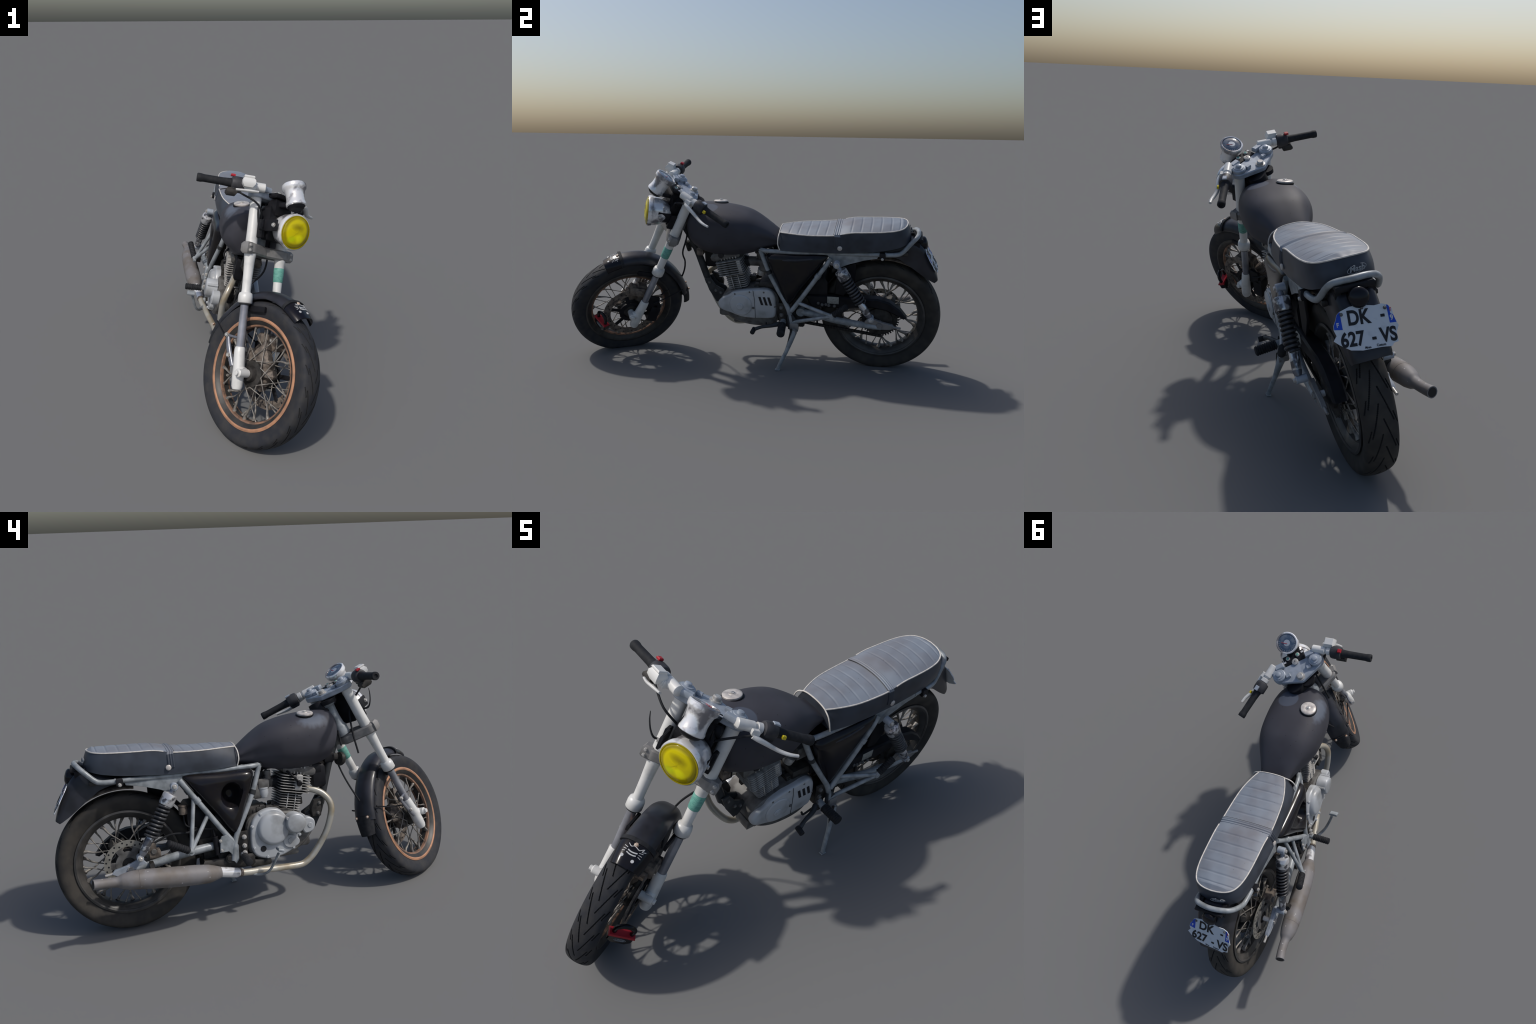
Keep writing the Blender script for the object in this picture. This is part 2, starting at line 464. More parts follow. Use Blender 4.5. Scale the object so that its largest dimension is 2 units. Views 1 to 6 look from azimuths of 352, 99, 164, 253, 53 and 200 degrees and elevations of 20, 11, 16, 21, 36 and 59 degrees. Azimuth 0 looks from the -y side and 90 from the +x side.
def hub_mass(frame, parent, x0, x1, shape, seed, mat="brown"):
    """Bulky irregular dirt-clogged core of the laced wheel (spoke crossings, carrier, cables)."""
    g = np.random.default_rng(seed)
    ph = g.uniform(0, 2 * pi, 4)
    A = np.linspace(0, 2 * pi, 72, endpoint=False)
    r = np.array([shape(a) * (1 + .16 * math.sin(5 * a + ph[0]) + .10 * math.sin(9 * a + ph[1]) + .07 * math.sin(17 * a + ph[2])) for a in A])
    R_ = []
    for t, k in ((0, .55), (.12, .85), (.3, 1.0), (.6, .97), (.85, .85), (1, .5)):
        R_.append([(x0 + (x1 - x0) * t + .004 * math.sin(7 * a + ph[3]), k * q * math.cos(a), k * q * math.sin(a)) for a, q in zip(A, r)])
    return add("hub_core", rings(R_), mat, frame, parent, 30)
hub_mass(WHEEL_F, hub, -.030, .045, lambda a: .080 + .040 * max(0, math.sin(a + .35)) - .02 * max(0, math.sin(a + pi)), 5)
nip = None
for i in range(36):
    f = WHEEL_F @ Matrix.Rotation(2 * pi * i / 36, 4, 'X') @ Matrix.Translation((.010 if i % 2 else -.010, .190, 0))
    if nip is None:
        nip = add("spoke_nipple", cyl((0, 0, 0), (0, .014, 0), .0042, 8, .001), "grime", f, hub)
    else:
        again(nip, f, hub)
# front brake disc (left) with drilled carrier arms
def disc(name, x, ro, ri, frame, parent, mat, holes=20):
    d = add(name, ring_lathe([(ri, x - .0022), (ro, x - .0022), (ro, x + .0022), (ri, x + .0022)], n=96), mat, frame, parent, 30)
    h = None
    for i in range(holes):
        for rr, da in ((ri + (ro - ri) * .3, 0), (ri + (ro - ri) * .7, .5)):
            a = (i + da) * 2 * pi / holes
            f = frame @ Matrix.Translation((x, rr * math.cos(a), rr * math.sin(a)))
            if h is None:
                h = add("disc_hole", cyl((-.0027, 0, 0), (.0027, 0, 0), .0042, 10, .0003), "ink", f, d if d.parent is root else parent)
            else:
                again(h, f, h.parent)
    return d
disc("brake_disc", .074, .150, .112, WHEEL_F, hub, "brown", 18)
arms = []
for i in range(6):
    a = i * pi / 3
    arms.append(xf(box((.072, .082, 0), (.006, .075, .020), .002), Matrix.Rotation(a, 4, 'X')))
add("disc_carrier", join(ring_lathe([(.040, .066), (.062, .066), (.062, .076), (.040, .076)], n=40), *arms), "black", WHEEL_F, hub)
# axle with bright ends
add("axle", join(cyl((-.137, 0, 0), (-.118, 0, 0), .0105, 16), cyl((-.125, 0, 0), (-.052, 0, 0), .0175, 20, .003),
                 cyl((.070, 0, 0), (.128, 0, 0), .0175, 20, .003), cyl((.128, 0, 0), (.139, 0, 0), .011, 12)), "alu", WHEEL_F, hub)

# ---- rear wheel
hub_r = add("wheel", join(lathe([(.012, -.080), (.030, -.078), (.040, -.060), (.062, -.054), (.064, -.046), (.040, -.040), (.036, 0),
                                 (.044, .040), (.064, .046), (.066, .054), (.060, .075), (.012, .080)], n=40)), "grime", WHEEL_R)
tyre("tyre", .3135, .0585, "tyre_rear", WHEEL_R, hub_r, 19)
rim_part("rim_flange", [(.233, .042), (.2345, .050), (.226, .053), (.2195, .049), (.218, .040), (.225, .038)], "rim_rear", WHEEL_R, hub_r)
rim_part("rim_wall", [(.2205, .043), (.210, .033), (.203, .027), (.200, .0265), (.208, .038), (.2205, .047)], "rim_rear", WHEEL_R, hub_r)
add("rim_well", ring_lathe([(.206, .028), (.199, .026), (.195, .013), (.195, -.013), (.199, -.026), (.206, -.028)], n=120), "rim_black", WHEEL_R, hub_r, 30)
spokes(WHEEL_R, hub_r, .062, .046, .196, .012, r=.0027, seed=9)
hub_mass(WHEEL_R, hub_r, -.045, .050, lambda a: .088 + .020 * math.sin(2 * a), 8, "grime")
disc("brake_disc", -.082, .108, .080, WHEEL_R, hub_r, "disc", 16)
add("disc_carrier", join(ring_lathe([(.030, -.077), (.058, -.077), (.058, -.085), (.030, -.085)], n=48), *[xf(box((-.081, .068, 0), (.005, .032, .030), .001), Matrix.Rotation(i * pi / 3, 4, "X")) for i in range(6)]), "case", WHEEL_R, hub_r)
teeth = []
for i in range(42):
    a = i * 2 * pi / 42
    teeth.append(xf(box((.066, .096, 0), (.005, .012, .007), .001), Matrix.Rotation(a, 4, 'X')))
add("sprocket", join(ring_lathe([(.030, .0635), (.093, .0635), (.093, .0685), (.030, .0685)], n=64), lathe([(.070, .060), (.066, .080), (.045, .092), (.0, .094)], n=40), *teeth), "grime", WHEEL_R, hub_r, stuff=True)
add("axle", join(cyl((-.140, 0, -.008), (-.085, 0, -.008), .012), cyl((.085, 0, -.008), (.136, 0, -.008), .012)), "alu", WHEEL_R, hub_r)

# ------------------------------------------------------------------ fuel tank
TY = [-.338, -.332, -.318, -.290, -.25, -.20, -.13, -.06, 0, .06, .10, .14, .175]
TZT = [.800, .842, .871, .885, .888, .886, .880, .868, .850, .816, .788, .757, .733]
TZB = [.785, .745, .700, .672, .652, .640, .634, .637, .647, .662, .672, .682, .690]
TW = [.020, .068, .101, .127, .144, .152, .154, .150, .137, .114, .096, .081, .073]
SEC = [(0, 1), (.2, .998), (.40, .985), (.58, .956), (.74, .905), (.87, .825), (.955, .73), (.995, .625), (1, .52), (.985, .42), (.945, .32), (.86, .22), (.74, .14), (.60, .065), (.48, .0)]
def tank_section(y):
    zt, zb, w = spline(y, TY, TZT), spline(y, TY, TZB), spline(y, TY, TW)
    half = [(w * a, zb + (zt - zb) * b) for a, b in SEC]
    k = float(np.clip((y + .04) / .12, 0, 1))              # shoulder crease above the knee hollow
    half = [(x * (1 - .15 * k * math.exp(-((b - .42) / .26) ** 2)), z) for (x, z), (a, b) in zip(half, SEC)]
    half = catmull(half, 3)
    loop = [(p[0], y, p[1]) for p in half] + [(-p[0], y, p[1]) for p in reversed(half[1:])]
    return loop
ys = np.concatenate([[-.3385, -.337, -.335], np.linspace(-.332, -.29, 10), np.linspace(-.28, .175, 44)])
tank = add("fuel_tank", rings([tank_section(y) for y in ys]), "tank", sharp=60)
CAPN = Vector((-.20, .0, 1)).normalized()
fc = Vector((-.074, -.179, .876))
cap = add("fuel_cap", lathe([(.033, .000), (.0375, .004), (.0375, .010), (.034, .0125), (.022, .0135), (.015, .0125), (.013, .0145), (0, .0145)], fc, CAPN, 40), "capm", parent=tank)
add("cap_seal", ring_lathe([(.036, -.004), (.0415, -.004), (.0415, .003), (.036, .003)], o=fc, axis=CAPN, n=40), "black", parent=tank)
add("cap_lock", join(lathe([(.009, .0140), (.009, .0175), (.007, .0185), (0, .0185)], fc, CAPN, 20), box(fc + CAPN * .019, (.004, .013, .003), .001)), "bolt", parent=tank)

# ------------------------------------------------------------------ seat
PY = [.165, .20, .25, .30, .37, .45, .53, .60, .66, .71, .750, .780, .797, .806, .809]
PX = [.067, .083, .100, .111, .118, .122, .121, .120, .118, .113, .103, .086, .062, .032, 0]
PZ = [.770, .772, .774, .775, .778, .784, .801, .805, .808, .811, .814, .818, .822, .825, .826]
BX = [.108, .113, .119, .123, .126, .127, .127, .126, .124, .119, .110, .095, .072, .039, 0]
BY = [.172, .205, .25, .30, .37, .45, .53, .605, .67, .722, .765, .795, .815, .826, .830]
BZ = [.688, .688, .688, .688, .690, .692, .697, .704, .711, .719, .728, .737, .743, .746, .747]
def loop_of(xs, ys_, zs, k=4):
    L = catmull([(x, y, z) for x, y, z in zip(xs, ys_, zs)], k)
    R = [np.array((-p[0], p[1], p[2])) for p in reversed(L[:-1])]
    front = [R[-1] + (L[0] - R[-1]) * t for t in np.arange(1, 12) / 12]
    return [np.array(p) for p in L] + R + front
top_loop, bot_loop = loop_of(PX, PY, PZ), loop_of(BX, BY, BZ)
nl = len(top_loop); nf = 11
RS = []
for t in (0, .06, .15, .3, .45, .6, .75, .88, .97, 1.0, 1.0):
    rg = []
    for i, (a, b) in enumerate(zip(top_loop, bot_loop)):
        p = a + (b - a) * t
        bul = .0055 * math.sin(pi * min(1, t * 1.02)) - (.006 if t >= 1 and len(RS) == 10 else 0)
        front = i >= nl - nf
        if front: d = np.array((0, -1, 0)) * .6
        else:
            nx, pv = top_loop[(i + 1) % nl], top_loop[i - 1]
            tt = nx - pv; d = np.array((tt[1], -tt[0], 0)); d /= np.linalg.norm(d) + 1e-9
            d = d if d @ np.array((a[0], (a[1] - .5) * .5, 0)) > 0 else -d
        rg.append(p + d * bul)
    RS.append(rg)
# crown of the front face follows the top panel
def crown(y, u):
    zp = spline(y, PY[:-2], PZ[:-2]) if y < .79 else np.interp(y, PY, PZ)
    h = np.interp(y, [.165, .25, .44, .50, .70, .785, .809], [.010, .016, .018, .020, .022, .017, .0])
    return zp + h * (1 - abs(u) ** 2.4)
for rg_i, wgt in ((0, 1.), (1, .9), (2, .6), (3, .3)):
    for i in range(nl - nf, nl):
        u = RS[rg_i][i][0] / .067
        RS[rg_i][i] = RS[rg_i][i] + np.array((0, 0, wgt * (crown(.165, min(1, abs(u))) - .770)))
_v, _f = rings(RS, True, True)
seat = add("seat", (_v, _f[:-2] + _f[-1:]), "seat_side", sharp=50)
RIBS = [.215, .262, .310, .357, .404, .530, .578, .627, .676, .725, .768]
nu, yv = 25, np.concatenate([np.linspace(.165, .74, 190), np.linspace(.743, .8083, 40)])
TV = []
for y in yv:
    w = float(np.interp(y, [p[1] for p in top_loop[:len(PX) * 4 - 3]], [p[0] for p in top_loop[:len(PX) * 4 - 3]]))
    row = []
    for u in np.linspace(-1, 1, nu):
        g = sum(math.exp(-((y - r - .006 * (1 - u * u)) / .0032) ** 2) for r in RIBS) * .0026 * (1 - abs(u) ** 6)
        puff = .0015 * math.sin(9 * u + 40 * y) * (1 - u * u)
        row.append((u * w, y, crown(y, u) - g + puff * .4 + .0008))
    TV.append(row)
add("seat_panel", rings(TV, False, False), "seat_top", parent=seat, sharp=60)
side_pts = [p for p in top_loop[:len(PX) * 4 - 3]]
cut0, cut1 = .452, .488
def pip(pts): return tube([(p[0], p[1], p[2] + .001) for p in pts], .0030, 8, smooth=False)
segs = []
for s in (1, -1):
    A = [(p[0] * s, p[1], p[2]) for p in side_pts if p[1] <= cut0]
    segs.append(pip(A))
B = [tuple(p) for p in side_pts if p[1] >= cut1]
segs.append(pip(B + [(-p[0], p[1], p[2]) for p in reversed(B[:-1])]))
edge = [(.067, .163, .770), (.090, .1605, .757), (.104, .1595, .738), (.111, .161, .715), (.109, .169, .690)]
for s in (1, -1):
    segs.append(tube([(x * s, y, z) for x, y, z in edge], .0030, 8))
segs.append(tube([(.067 * u, .163, crown(.165, u) + .001) for u in np.linspace(-1, 1, 13)], .0030, 8, 2))
add("seat_piping", join(*segs), "piping", parent=seat)
# passenger strap across the seat
def strap_path(off, y0):
    P = []
    for u in np.linspace(-1, 1, 25):
        P.append((u * .121, y0 + .004 * (1 - u * u), crown(y0, u) + off))
    L = [(.1225 + .0075 * math.sin(t * pi * .9) + .005 * t, y0 + .003, .786 - t * .085) for t in np.linspace(.08, .75, 9)]
    Lm = [(-x, y, z) for x, y, z in L]
    return list(reversed(Lm)) + P + L
strapmesh = []
P0 = [np.array(p) for p in strap_path(.004, .462)]
ring_s = []
cr = Vector((0, 0, 0))
for i, p in enumerate(P0):
    q = P0[min(i + 1, len(P0) - 1)] - P0[max(i - 1, 0)]
    nrm = np.array((-q[2], 0, q[0])); nrm /= np.linalg.norm(nrm)
    prof = [(-.015, -.003), (-.015, .000), (-.011, .0025), (-.005, .0005), (0, .0035), (.005, .0005), (.011, .0025), (.015, .000), (.015, -.003)]
    ring_s.append([p + np.array((0, a, 0)) + nrm * b for a, b in prof])
add("seat_strap", rings(ring_s[8:-8]), "seat_top", parent=seat, sharp=35)
add("strap_end", join(rings(ring_s[:9]), rings(ring_s[-9:])), "seat_side", parent=seat, sharp=35)
for off in (-.0165, .0165):
    add("strap_stitching", tube([np.array((p[0], p[1] + off, p[2] - .0018)) for p in P0[9:-9]], .0011, 6, smooth=False), "ink", parent=seat)
for s in (1, -1):
    add("strap_button", lathe([(.010, 0), (.0125, .002), (.012, .006), (.007, .009), (0, .0095)], (s * .1305, .478, .723), (s, 0, .05), 20), "capm", parent=seat)

# lettering patch on the back of the seat
def back_point(u, z):
    return Vector((u, .822 - u * u * 2.6, z))
fr = BODY @ basis(Vector((-.030, .8275, .787)), Vector((-1, -.16, 0)).normalized(), Vector((0, -.12, 1)).normalized(), Vector((-.16, 1, .12)).normalized())
text("seat_lettering", "Mash", .026, fr, "silver_print", seat, .0006, .0006, .25)
loopo = [(.034 * math.cos(a) * (1 if abs(math.cos(a)) < .99 else 1), .0125 * math.sin(a) + .004 * math.cos(a), 0) for a in np.linspace(.55 * pi, 2.35 * pi, 40)]
add("seat_emblem", tube(loopo, .0010, 6, smooth=False), "silver_print", fr, seat)

# ------------------------------------------------------------------ frame
frame_parts = []
backbone = add("frame", join(tube([(0, -.30, .80), (0, -.1, .80), (0, .12, .72), (0, .30, .69)], .022, 12),
                             tube([(.09, .06, .676), (0, .055, .680), (-.09, .06, .676)], .011, 10)), "frame_dark")
for s in (1, -1):
    add("frame_tube", tube([(s*.080, .060, .676), (s*.098, .122, .676), (s*.102, .326, .679), (s*.107, .55, .686), (s*.112, .71, .692)], .0115, 12), "frame", parent=backbone)
    add("frame_tube", tube([(s*.084, .063, .672), (s*.100, .108, .560), (s*.112, .150, .480), (s*.124, .203, .385), (s*.130, .222, .330), (s*.130, .232, .265)], .0125, 12), "frame", parent=backbone)
    add("frame_tube", tube([(s*.116, .435, .660), (s*.122, .397, .602), (s*.125, .329, .500), (s*.126, .257, .392), (s*.128, .228, .352)], .0125, 12), "frame", parent=backbone)
    add("frame_gusset", prism([(.41, .680), (.67, .684), (.665, .668), (.60, .655), (.52, .628), (.46, .600), (.445, .625)], s*.106, s*.112, 0, .001), "frame", parent=backbone)
    add("tube_band", cyl((s*.0985, .104, .568), (s*.1015, .112, .548), .0150, 16), "frame_dark", parent=backbone)
    add("tube_band", cyl((s*.1235, .375, .570), (s*.124, .362, .550), .0155, 16), "frame", parent=backbone)
bolts("frame_bolt", [(-.136, .175, .366), (-.136, .177, .326), (-.136, .178, .294)], (-1, 0, 0), .009, .010, parent=backbone)
bolts("frame_bolt", [(.122, .174, .366), (.122, .175, .323), (.122, .176, .288)], (1, 0, 0), .009, .010, "case", parent=backbone)
add("engine_hanger", join(prism([(.155, .39), (.200, .39), (.215, .25), (.165, .26)], -.126, -.116, 0, .002),
                          prism([(.155, .39), (.200, .39), (.215, .25), (.165, .26)], .112, .121, 0, .002)), "grime", parent=backbone)
add("pivot_plate", prism([(.285, .374), (.278, .385), (.250, .390), (.222, .355), (.206, .335), (.208, .270), (.222, .250), (.232, .262), (.236, .292), (.252, .312), (.292, .311)], -.140, -.130, 0, .0015), "frame", parent=backbone)
add("pivot_plate", prism([(.206, .335), (.236, .335), (.262, .300), (.268, .262), (.240, .235), (.212, .25)], .128, .140, 0, .002), "frame_dark", parent=backbone)
bolts("plate_bolt", [(-.141, .286, .366), (-.141, .284, .322)], (-1, 0, 0), .006, .007, parent=backbone)
add("downtube", tube([(0, -.335, .70), (0, -.305, .62), (0, -.275, .52), (0, -.250, .435)], .019, 14), "frame_dark", parent=backbone)
for s in (1, -1):
    add("engine_mount", prism([(-.268, .470), (-.235, .475), (-.205, .430), (-.160, .405), (-.150, .380), (-.185, .335), (-.205, .330), (-.245, .400)], s*.020, s*.030, 0, .002), "frame_dark", parent=backbone)
    bolts("mount_bolt", [(s*.031, -.240, .448), (s*.031, -.178, .388), (s*.031, -.206, .400)], (s, 0, 0), .007, .006, "case", parent=backbone)
add("engine_bracket", prism([(-.245, .478), (-.195, .468), (-.178, .430), (-.183, .388), (-.228, .388), (-.236, .430)], -.062, -.036, 0, .004), "grime", parent=backbone)
bolts("bracket_bolt", [(-.063, -.222, .452), (-.063, -.212, .405)], (-1, 0, 0), .007, .007, "case", parent=backbone)
# passenger peg brackets
add("peg_bracket", join(tube([(-.118, .384, .566), (-.192, .428, .355)], .0095, 12), tube([(-.123, .331, .483), (-.190, .424, .362)], .0095, 12), cyl((-.200, .428, .352), (-.184, .428, .352), .014, 14)), "frame", parent=backbone)
add("peg_bracket", join(tube([(.130, .268, .403), (.185, .447, .367)], .0095, 12), tube([(.131, .235, .289), (.186, .445, .365)], .0095, 12), cyl((.176, .447, .366), (.196, .447, .366), .013, 14)), "frame", parent=backbone)

# steering head tube along the steering axis
add("steering_head", lathe([(.030, -.045), (.033, -.048), (.033, -.066), (.026, -.070), (.024, -.135), (.027, -.175), (.033, -.185), (.034, -.225), (.028, -.230)], (0, 0, 0), (0, 0, 1), 28), "frame", FORK, None)
add("head_gusset", prism([(-.345, .86), (-.30, .865), (-.285, .70), (-.335, .665), (-.385, .755)], -.012, .012, 0, .003), "frame_dark", parent=backbone)

# ------------------------------------------------------------------ side covers
LO = [(.108, .668), (.25, .676), (.413, .684), (.406, .645), (.300, .500), (.221, .385), (.190, .400), (.150, .500), (.112, .600)]
def side_cover(s):
    steps = [(1, 0), (.985, .35), (.95, .60), (.88, .80), (.78, .92), (.62, 1.0)]
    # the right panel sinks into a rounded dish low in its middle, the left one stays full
    dish = [(.45, 1.0), (.2, 1.0), (.05, 1.0)] if s > 0 else [(.95, .93), (.86, .72), (.74, .38), (.6, .05), (.42, -.22), (.2, -.36), (.04, -.38)]
    P = np.array(catmull([(y, z - .004) for y, z in LO], 6, True)); c0 = P.mean(0); c1 = np.array((.212, .563))
    R = [[(s * .066, *(c0 + (p - c0) * .98)) for p in P]]
    for k, h in steps:
        R.append([(s * (.086 + (.053 if s > 0 else .058) * h), *(c0 + (p - c0) * k)) for p in P])
    for k, h in dish:
        ring = []
        for p in P:
            an = math.atan2(p[1] - c1[1], p[0] - c1[0])
            e = c1 + np.array((.056 * math.cos(an), .062 * math.sin(an))) * k
            ring.append((s * (.086 + (.053 if s > 0 else .058) * h), *(e if s < 0 else c0 + (p - c0) * k)))
        R.append(ring)
    ob = add("side_cover", rings(R), "gloss", sharp=75)
    add("cover_ridge", tube([(s * .118, .128, .640), (s * .1275, .175, .641), (s * .1315, .25, .643), (s * .130, .32, .652), (s * .122, .375, .661)], [.005, .0075, .008, .007, .004], 10), "fender", parent=ob)
    return ob
for s in (1, -1):
    sc = side_cover(s)
    if s < 0:
        bolts("cover_bolt", [(-.112, .215, .435)], (-1, 0, 0), .008, .01, parent=sc)
add("air_box", join(box((.02, .255, .545), (.12, .24, .24), .02), box((0, .365, .45), (.185, .10, .17), .02), box((-.06, .33, .56), (.06, .09, .14), .02)), "black")
add("battery_box", join(box((0, .30, .40), (.17, .15, .13), .015), box((-.07, .36, .43), (.04, .06, .05), .008), box((-.075, .27, .45), (.05, .05, .05), .008)), "grime")

# ------------------------------------------------------------------ engine
CASE = [(-.168, .345), (-.155, .395), (-.10, .432), (-.03, .446), (.06, .458), (.12, .448), (.150, .415), (.158, .36), (.150, .29), (.120, .25), (.06, .232), (-.03, .238), (-.10, .265), (-.150, .310)]
case = add("engine", prism([tuple(p) for p in catmull(CASE, 4, True)], -.098, .094, 0, .008), "case")
LC = [(-.176, .363), (-.151, .397), (-.115, .415), (-.089, .433), (-.033, .447), (.030, .455), (.095, .461), (.124, .446), (.141, .410), (.145, .354), (.137, .303), (.110, .290), (.060, .286), (0, .285), (-.053, .290), (-.109, .310), (-.160, .328)]
LCs = [tuple(p) for p in catmull(LC, 4, True)]
P = np.array(LCs); cc = P.mean(0)
lcov = add("sprocket_cover", rings([[(x, *(cc + (p - cc) * k)) for p in P] for x, k in ((.085, .985), (.098, 1.0), (.106, .99), (.1115, .955), (.1135, .90))]), "engine", parent=case, sharp=50)
add("cover_disc", lathe([(.061, 0), (.061, .004), (.0575, .0075), (.054, .0085), (0, .0095)], (.1115, -.047, .362), (1, 0, 0), 48), "engine", parent=case)
add("cover_plug", lathe([(.019, 0), (.019, .004), (.016, .006), (.009, .005), (.008, .0075), (0, .0075)], (.1195, -.052, .356), (1, 0, 0), 28), "engine", parent=case)
add("cover_seam", tube([(.1142, .022, .452), (.1142, .028, .40), (.1142, .030, .34), (.1142, .030, .29)], .0012, 6), "ink", parent=case)
for i in range(3):
    y0 = .050 + i * .024
    add("vent_slot", prism([(y0, .4165), (y0 + .0125, .4175), (y0 + .0265, .3695), (y0 + .0135, .3695)], .1115, .1148, 0), "ink", parent=case)
bolts("cover_bolt", [(.1085, .003, .441), (.1085, .080, .444), (.100, -.151, .380), (.1085, -.078, .425), (.1138, .020, .349), (.107, .137, .362), (.101, -.160, .335)], (1, 0, 0), .0058, .006, "case", parent=case)
RC = [(.138, .380), (.142, .330), (.138, .290), (.118, .258), (.075, .240), (.040, .236), (-.02, .247), (-.06, .266), (-.090, .294), (-.085, .345), (-.05, .400), (-.030, .440), (.0, .466), (.045, .472), (.09, .458), (.125, .425)]
P = np.array(catmull(RC, 4, True)); cc = P.mean(0)
rcov = add("clutch_cover", rings([[(x, *(cc + (p - cc) * k)) for p in P] for x, k in ((-.085, 1.0), (-.101, 1.0), (-.109, .985), (-.114, .95), (-.115, .90))]), "engine", parent=case, sharp=50)
add("clutch_dome", lathe([(.0780, 0), (.0775, .010), (.072, .020), (.0665, .0245), (.060, .0265), (.030, .029), (0, .030)], (-.111, .030, .379), (-1, 0, 0), 56), "engine", parent=case)
add("oil_filter_cover", join(lathe([(.047, -.02), (.047, .030), (.043, .036), (.038, .038), (0, .0385)], (-.121, -.070, .395), (-1, 0, 0), 40),
    *[cyl((-.10, -.070 + .047 * math.cos(a), .395 + .047 * math.sin(a)), (-.154, -.070 + .047 * math.cos(a), .395 + .047 * math.sin(a)), .0075, 12) for a in (.6, 2.5, 4.6)]), "engine", parent=case)
add("starter_cover", join(prism([tuple(p) for p in catmull([(-.118, .400), (-.140, .408), (-.165, .395), (-.170, .365), (-.155, .340), (-.120, .335), (-.105, .365)], 4, True)], -.085, -.128, 0, .005),
    cyl((-.127, -.145, .370), (-.131, -.145, .370), .012, 20)), "engine", parent=case)
add("pump_cover", join(prism([tuple(p) for p in catmull([(-.012, .318), (-.045, .340), (-.085, .318), (-.088, .290), (-.055, .274), (-.02, .285)], 4, True)], -.09, -.122, 0, .004),
    cyl((-.120, -.046, .310), (-.125, -.046, .310), .013, 20)), "engine", parent=case)
bolts("case_bolt", [(-.112, .128, .400), (-.113, .128, .300), (-.113, .068, .250), (-.112, .02, .243), (-.112, -.06, .275), (-.108, .085, .452), (-.110, -.095, .33)], (-1, 0, 0), .007, .010, "engine", parent=case)
add("oil_window", join(cyl((-.112, .085, .290), (-.1175, .085, .290), .014, 20)), "ink", parent=case)
add("sump", join(box((0, -.02, .232), (.10, .17, .03), .01), box((.02, .10, .262), (.12, .08, .05), .01), box((.045, -.145, .300), (.08, .06, .05), .012), box((-.04, -.12, .285), (.07, .07, .05), .012)), "case", parent=case)
add("generator_block", box((.0, .095, .462), (.15, .10, .045), .012), "grime", parent=case)
add("crank_details", join(*[box((rng.uniform(-.07, .07), rng.uniform(-.14, .13), rng.uniform(.44, .475)), tuple(rng.uniform(.015, .04, 3)), .004) for _ in range(26)]), "grime", parent=case, stuff=True)

# cylinder, tilted forward
TILT = math.radians(13)
CYL = BODY @ Matrix.Translation((0, -.068, .435)) @ Matrix.Rotation(TILT, 4, 'X')
barrel = add("cylinder", join(box((0, 0, .04), (.098, .076, .10), .012), box((0, -.008, .125), (.125, .105, .095), .014)), "grime", CYL)
def fin_shape(hx, hy, t=.0028, r=.012):
    o = []
    for sx, sy, a0 in ((1, 1, 0), (-1, 1, pi / 2), (-1, -1, pi), (1, -1, 1.5 * pi)):
        for a in np.linspace(a0, a0 + pi / 2, 5):
            o.append((sx * (hx - r) + r * math.cos(a), sy * (hy - r) + r * math.sin(a)))
    return prism(o, -t / 2, t / 2, 2, .0006)
first = None
for i in range(7):
    f = CYL @ Matrix.Translation((0, .002, .010 + i * .0118))
    if first is None: first = add("cooling_fin", fin_shape(.072, .054), "fin", f, barrel)
    else: again(first, f, barrel)
first = None
for i in range(7):
    f = CYL @ Matrix.Translation((0, -.008, .094 + i * .0125))
    if first is None: first = add("cooling_fin", fin_shape(.088, .074), "fin", f, barrel)
    else: again(first, f, barrel)
add("fin_bridge", join(*[box((sx * .0715, yy, .045), (.004, .004, .082), .001) for sx in (1, -1) for yy in (-.02, .018)],
                       *[box((sx * .075, .045, .13), (.022, .02, .08), .004) for sx in (1,)],
                       box((-.074, -.022, .140), (.030, .032, .075), .006)), "fin", CYL, barrel)
add("spark_plug_cap", join(cyl((-.06, -.022, .150), (-.100, -.022, .135), .013), tube([(-.085, -.022, .140), (-.10, .01, .165), (-.06, .05, .195)], .005, 8)), "black", CYL, barrel)
head = add("cylinder_head", join(box((0, -.020, .198), (.150, .160, .040), .012), box((0, -.018, .226), (.125, .130, .032), .010),
     box((-.050, -.05, .205), (.045, .03, .05), .006), box((.05, -.040, .213), (.045, .045, .045), .006), box((.045, .03, .215), (.05, .035, .05), .006), box((-.05, .03, .215), (.05, .035, .045), .006)), "case", CYL)
add("head_cap", join(cyl((.070, -.040, .208), (.080, -.040, .208), .015)), "ink", CYL, head)
bolts("head_bolt", [(sx * .045, yy, .240) for sx in (1, -1) for yy in (-.045, .03)], (0, 0, 1), .007, .008, frame=CYL, parent=head)
add("head_rib", join(*[box((sx * .071, -.045 + i * .016, .20), (.006, .005, .045), .001) for sx in (-1, 1) for i in range(6)]), "fin", CYL, head)
add("wiring_loom", join(tube([(.025, -.25, .66), (.03, -.15, .665), (.03, 0, .655), (.03, .06, .65)], .010, 8), tube([(-.03, -.23, .655), (-.03, -.1, .66), (-.03, .05, .65)], .010, 8), box((0, -.06, .655), (.06, .28, .03), .01)), "black")
add("ignition_coil", box((.03, -.275, .635), (.05, .035, .045), .006), "brown")
add("frame_loom", join(box((-.030, -.235, .580), (.055, .06, .11), .012), box((-.035, -.215, .615), (.05, .06, .05), .01), box((-.005, -.305, .655), (.04, .05, .05), .01)), "black")
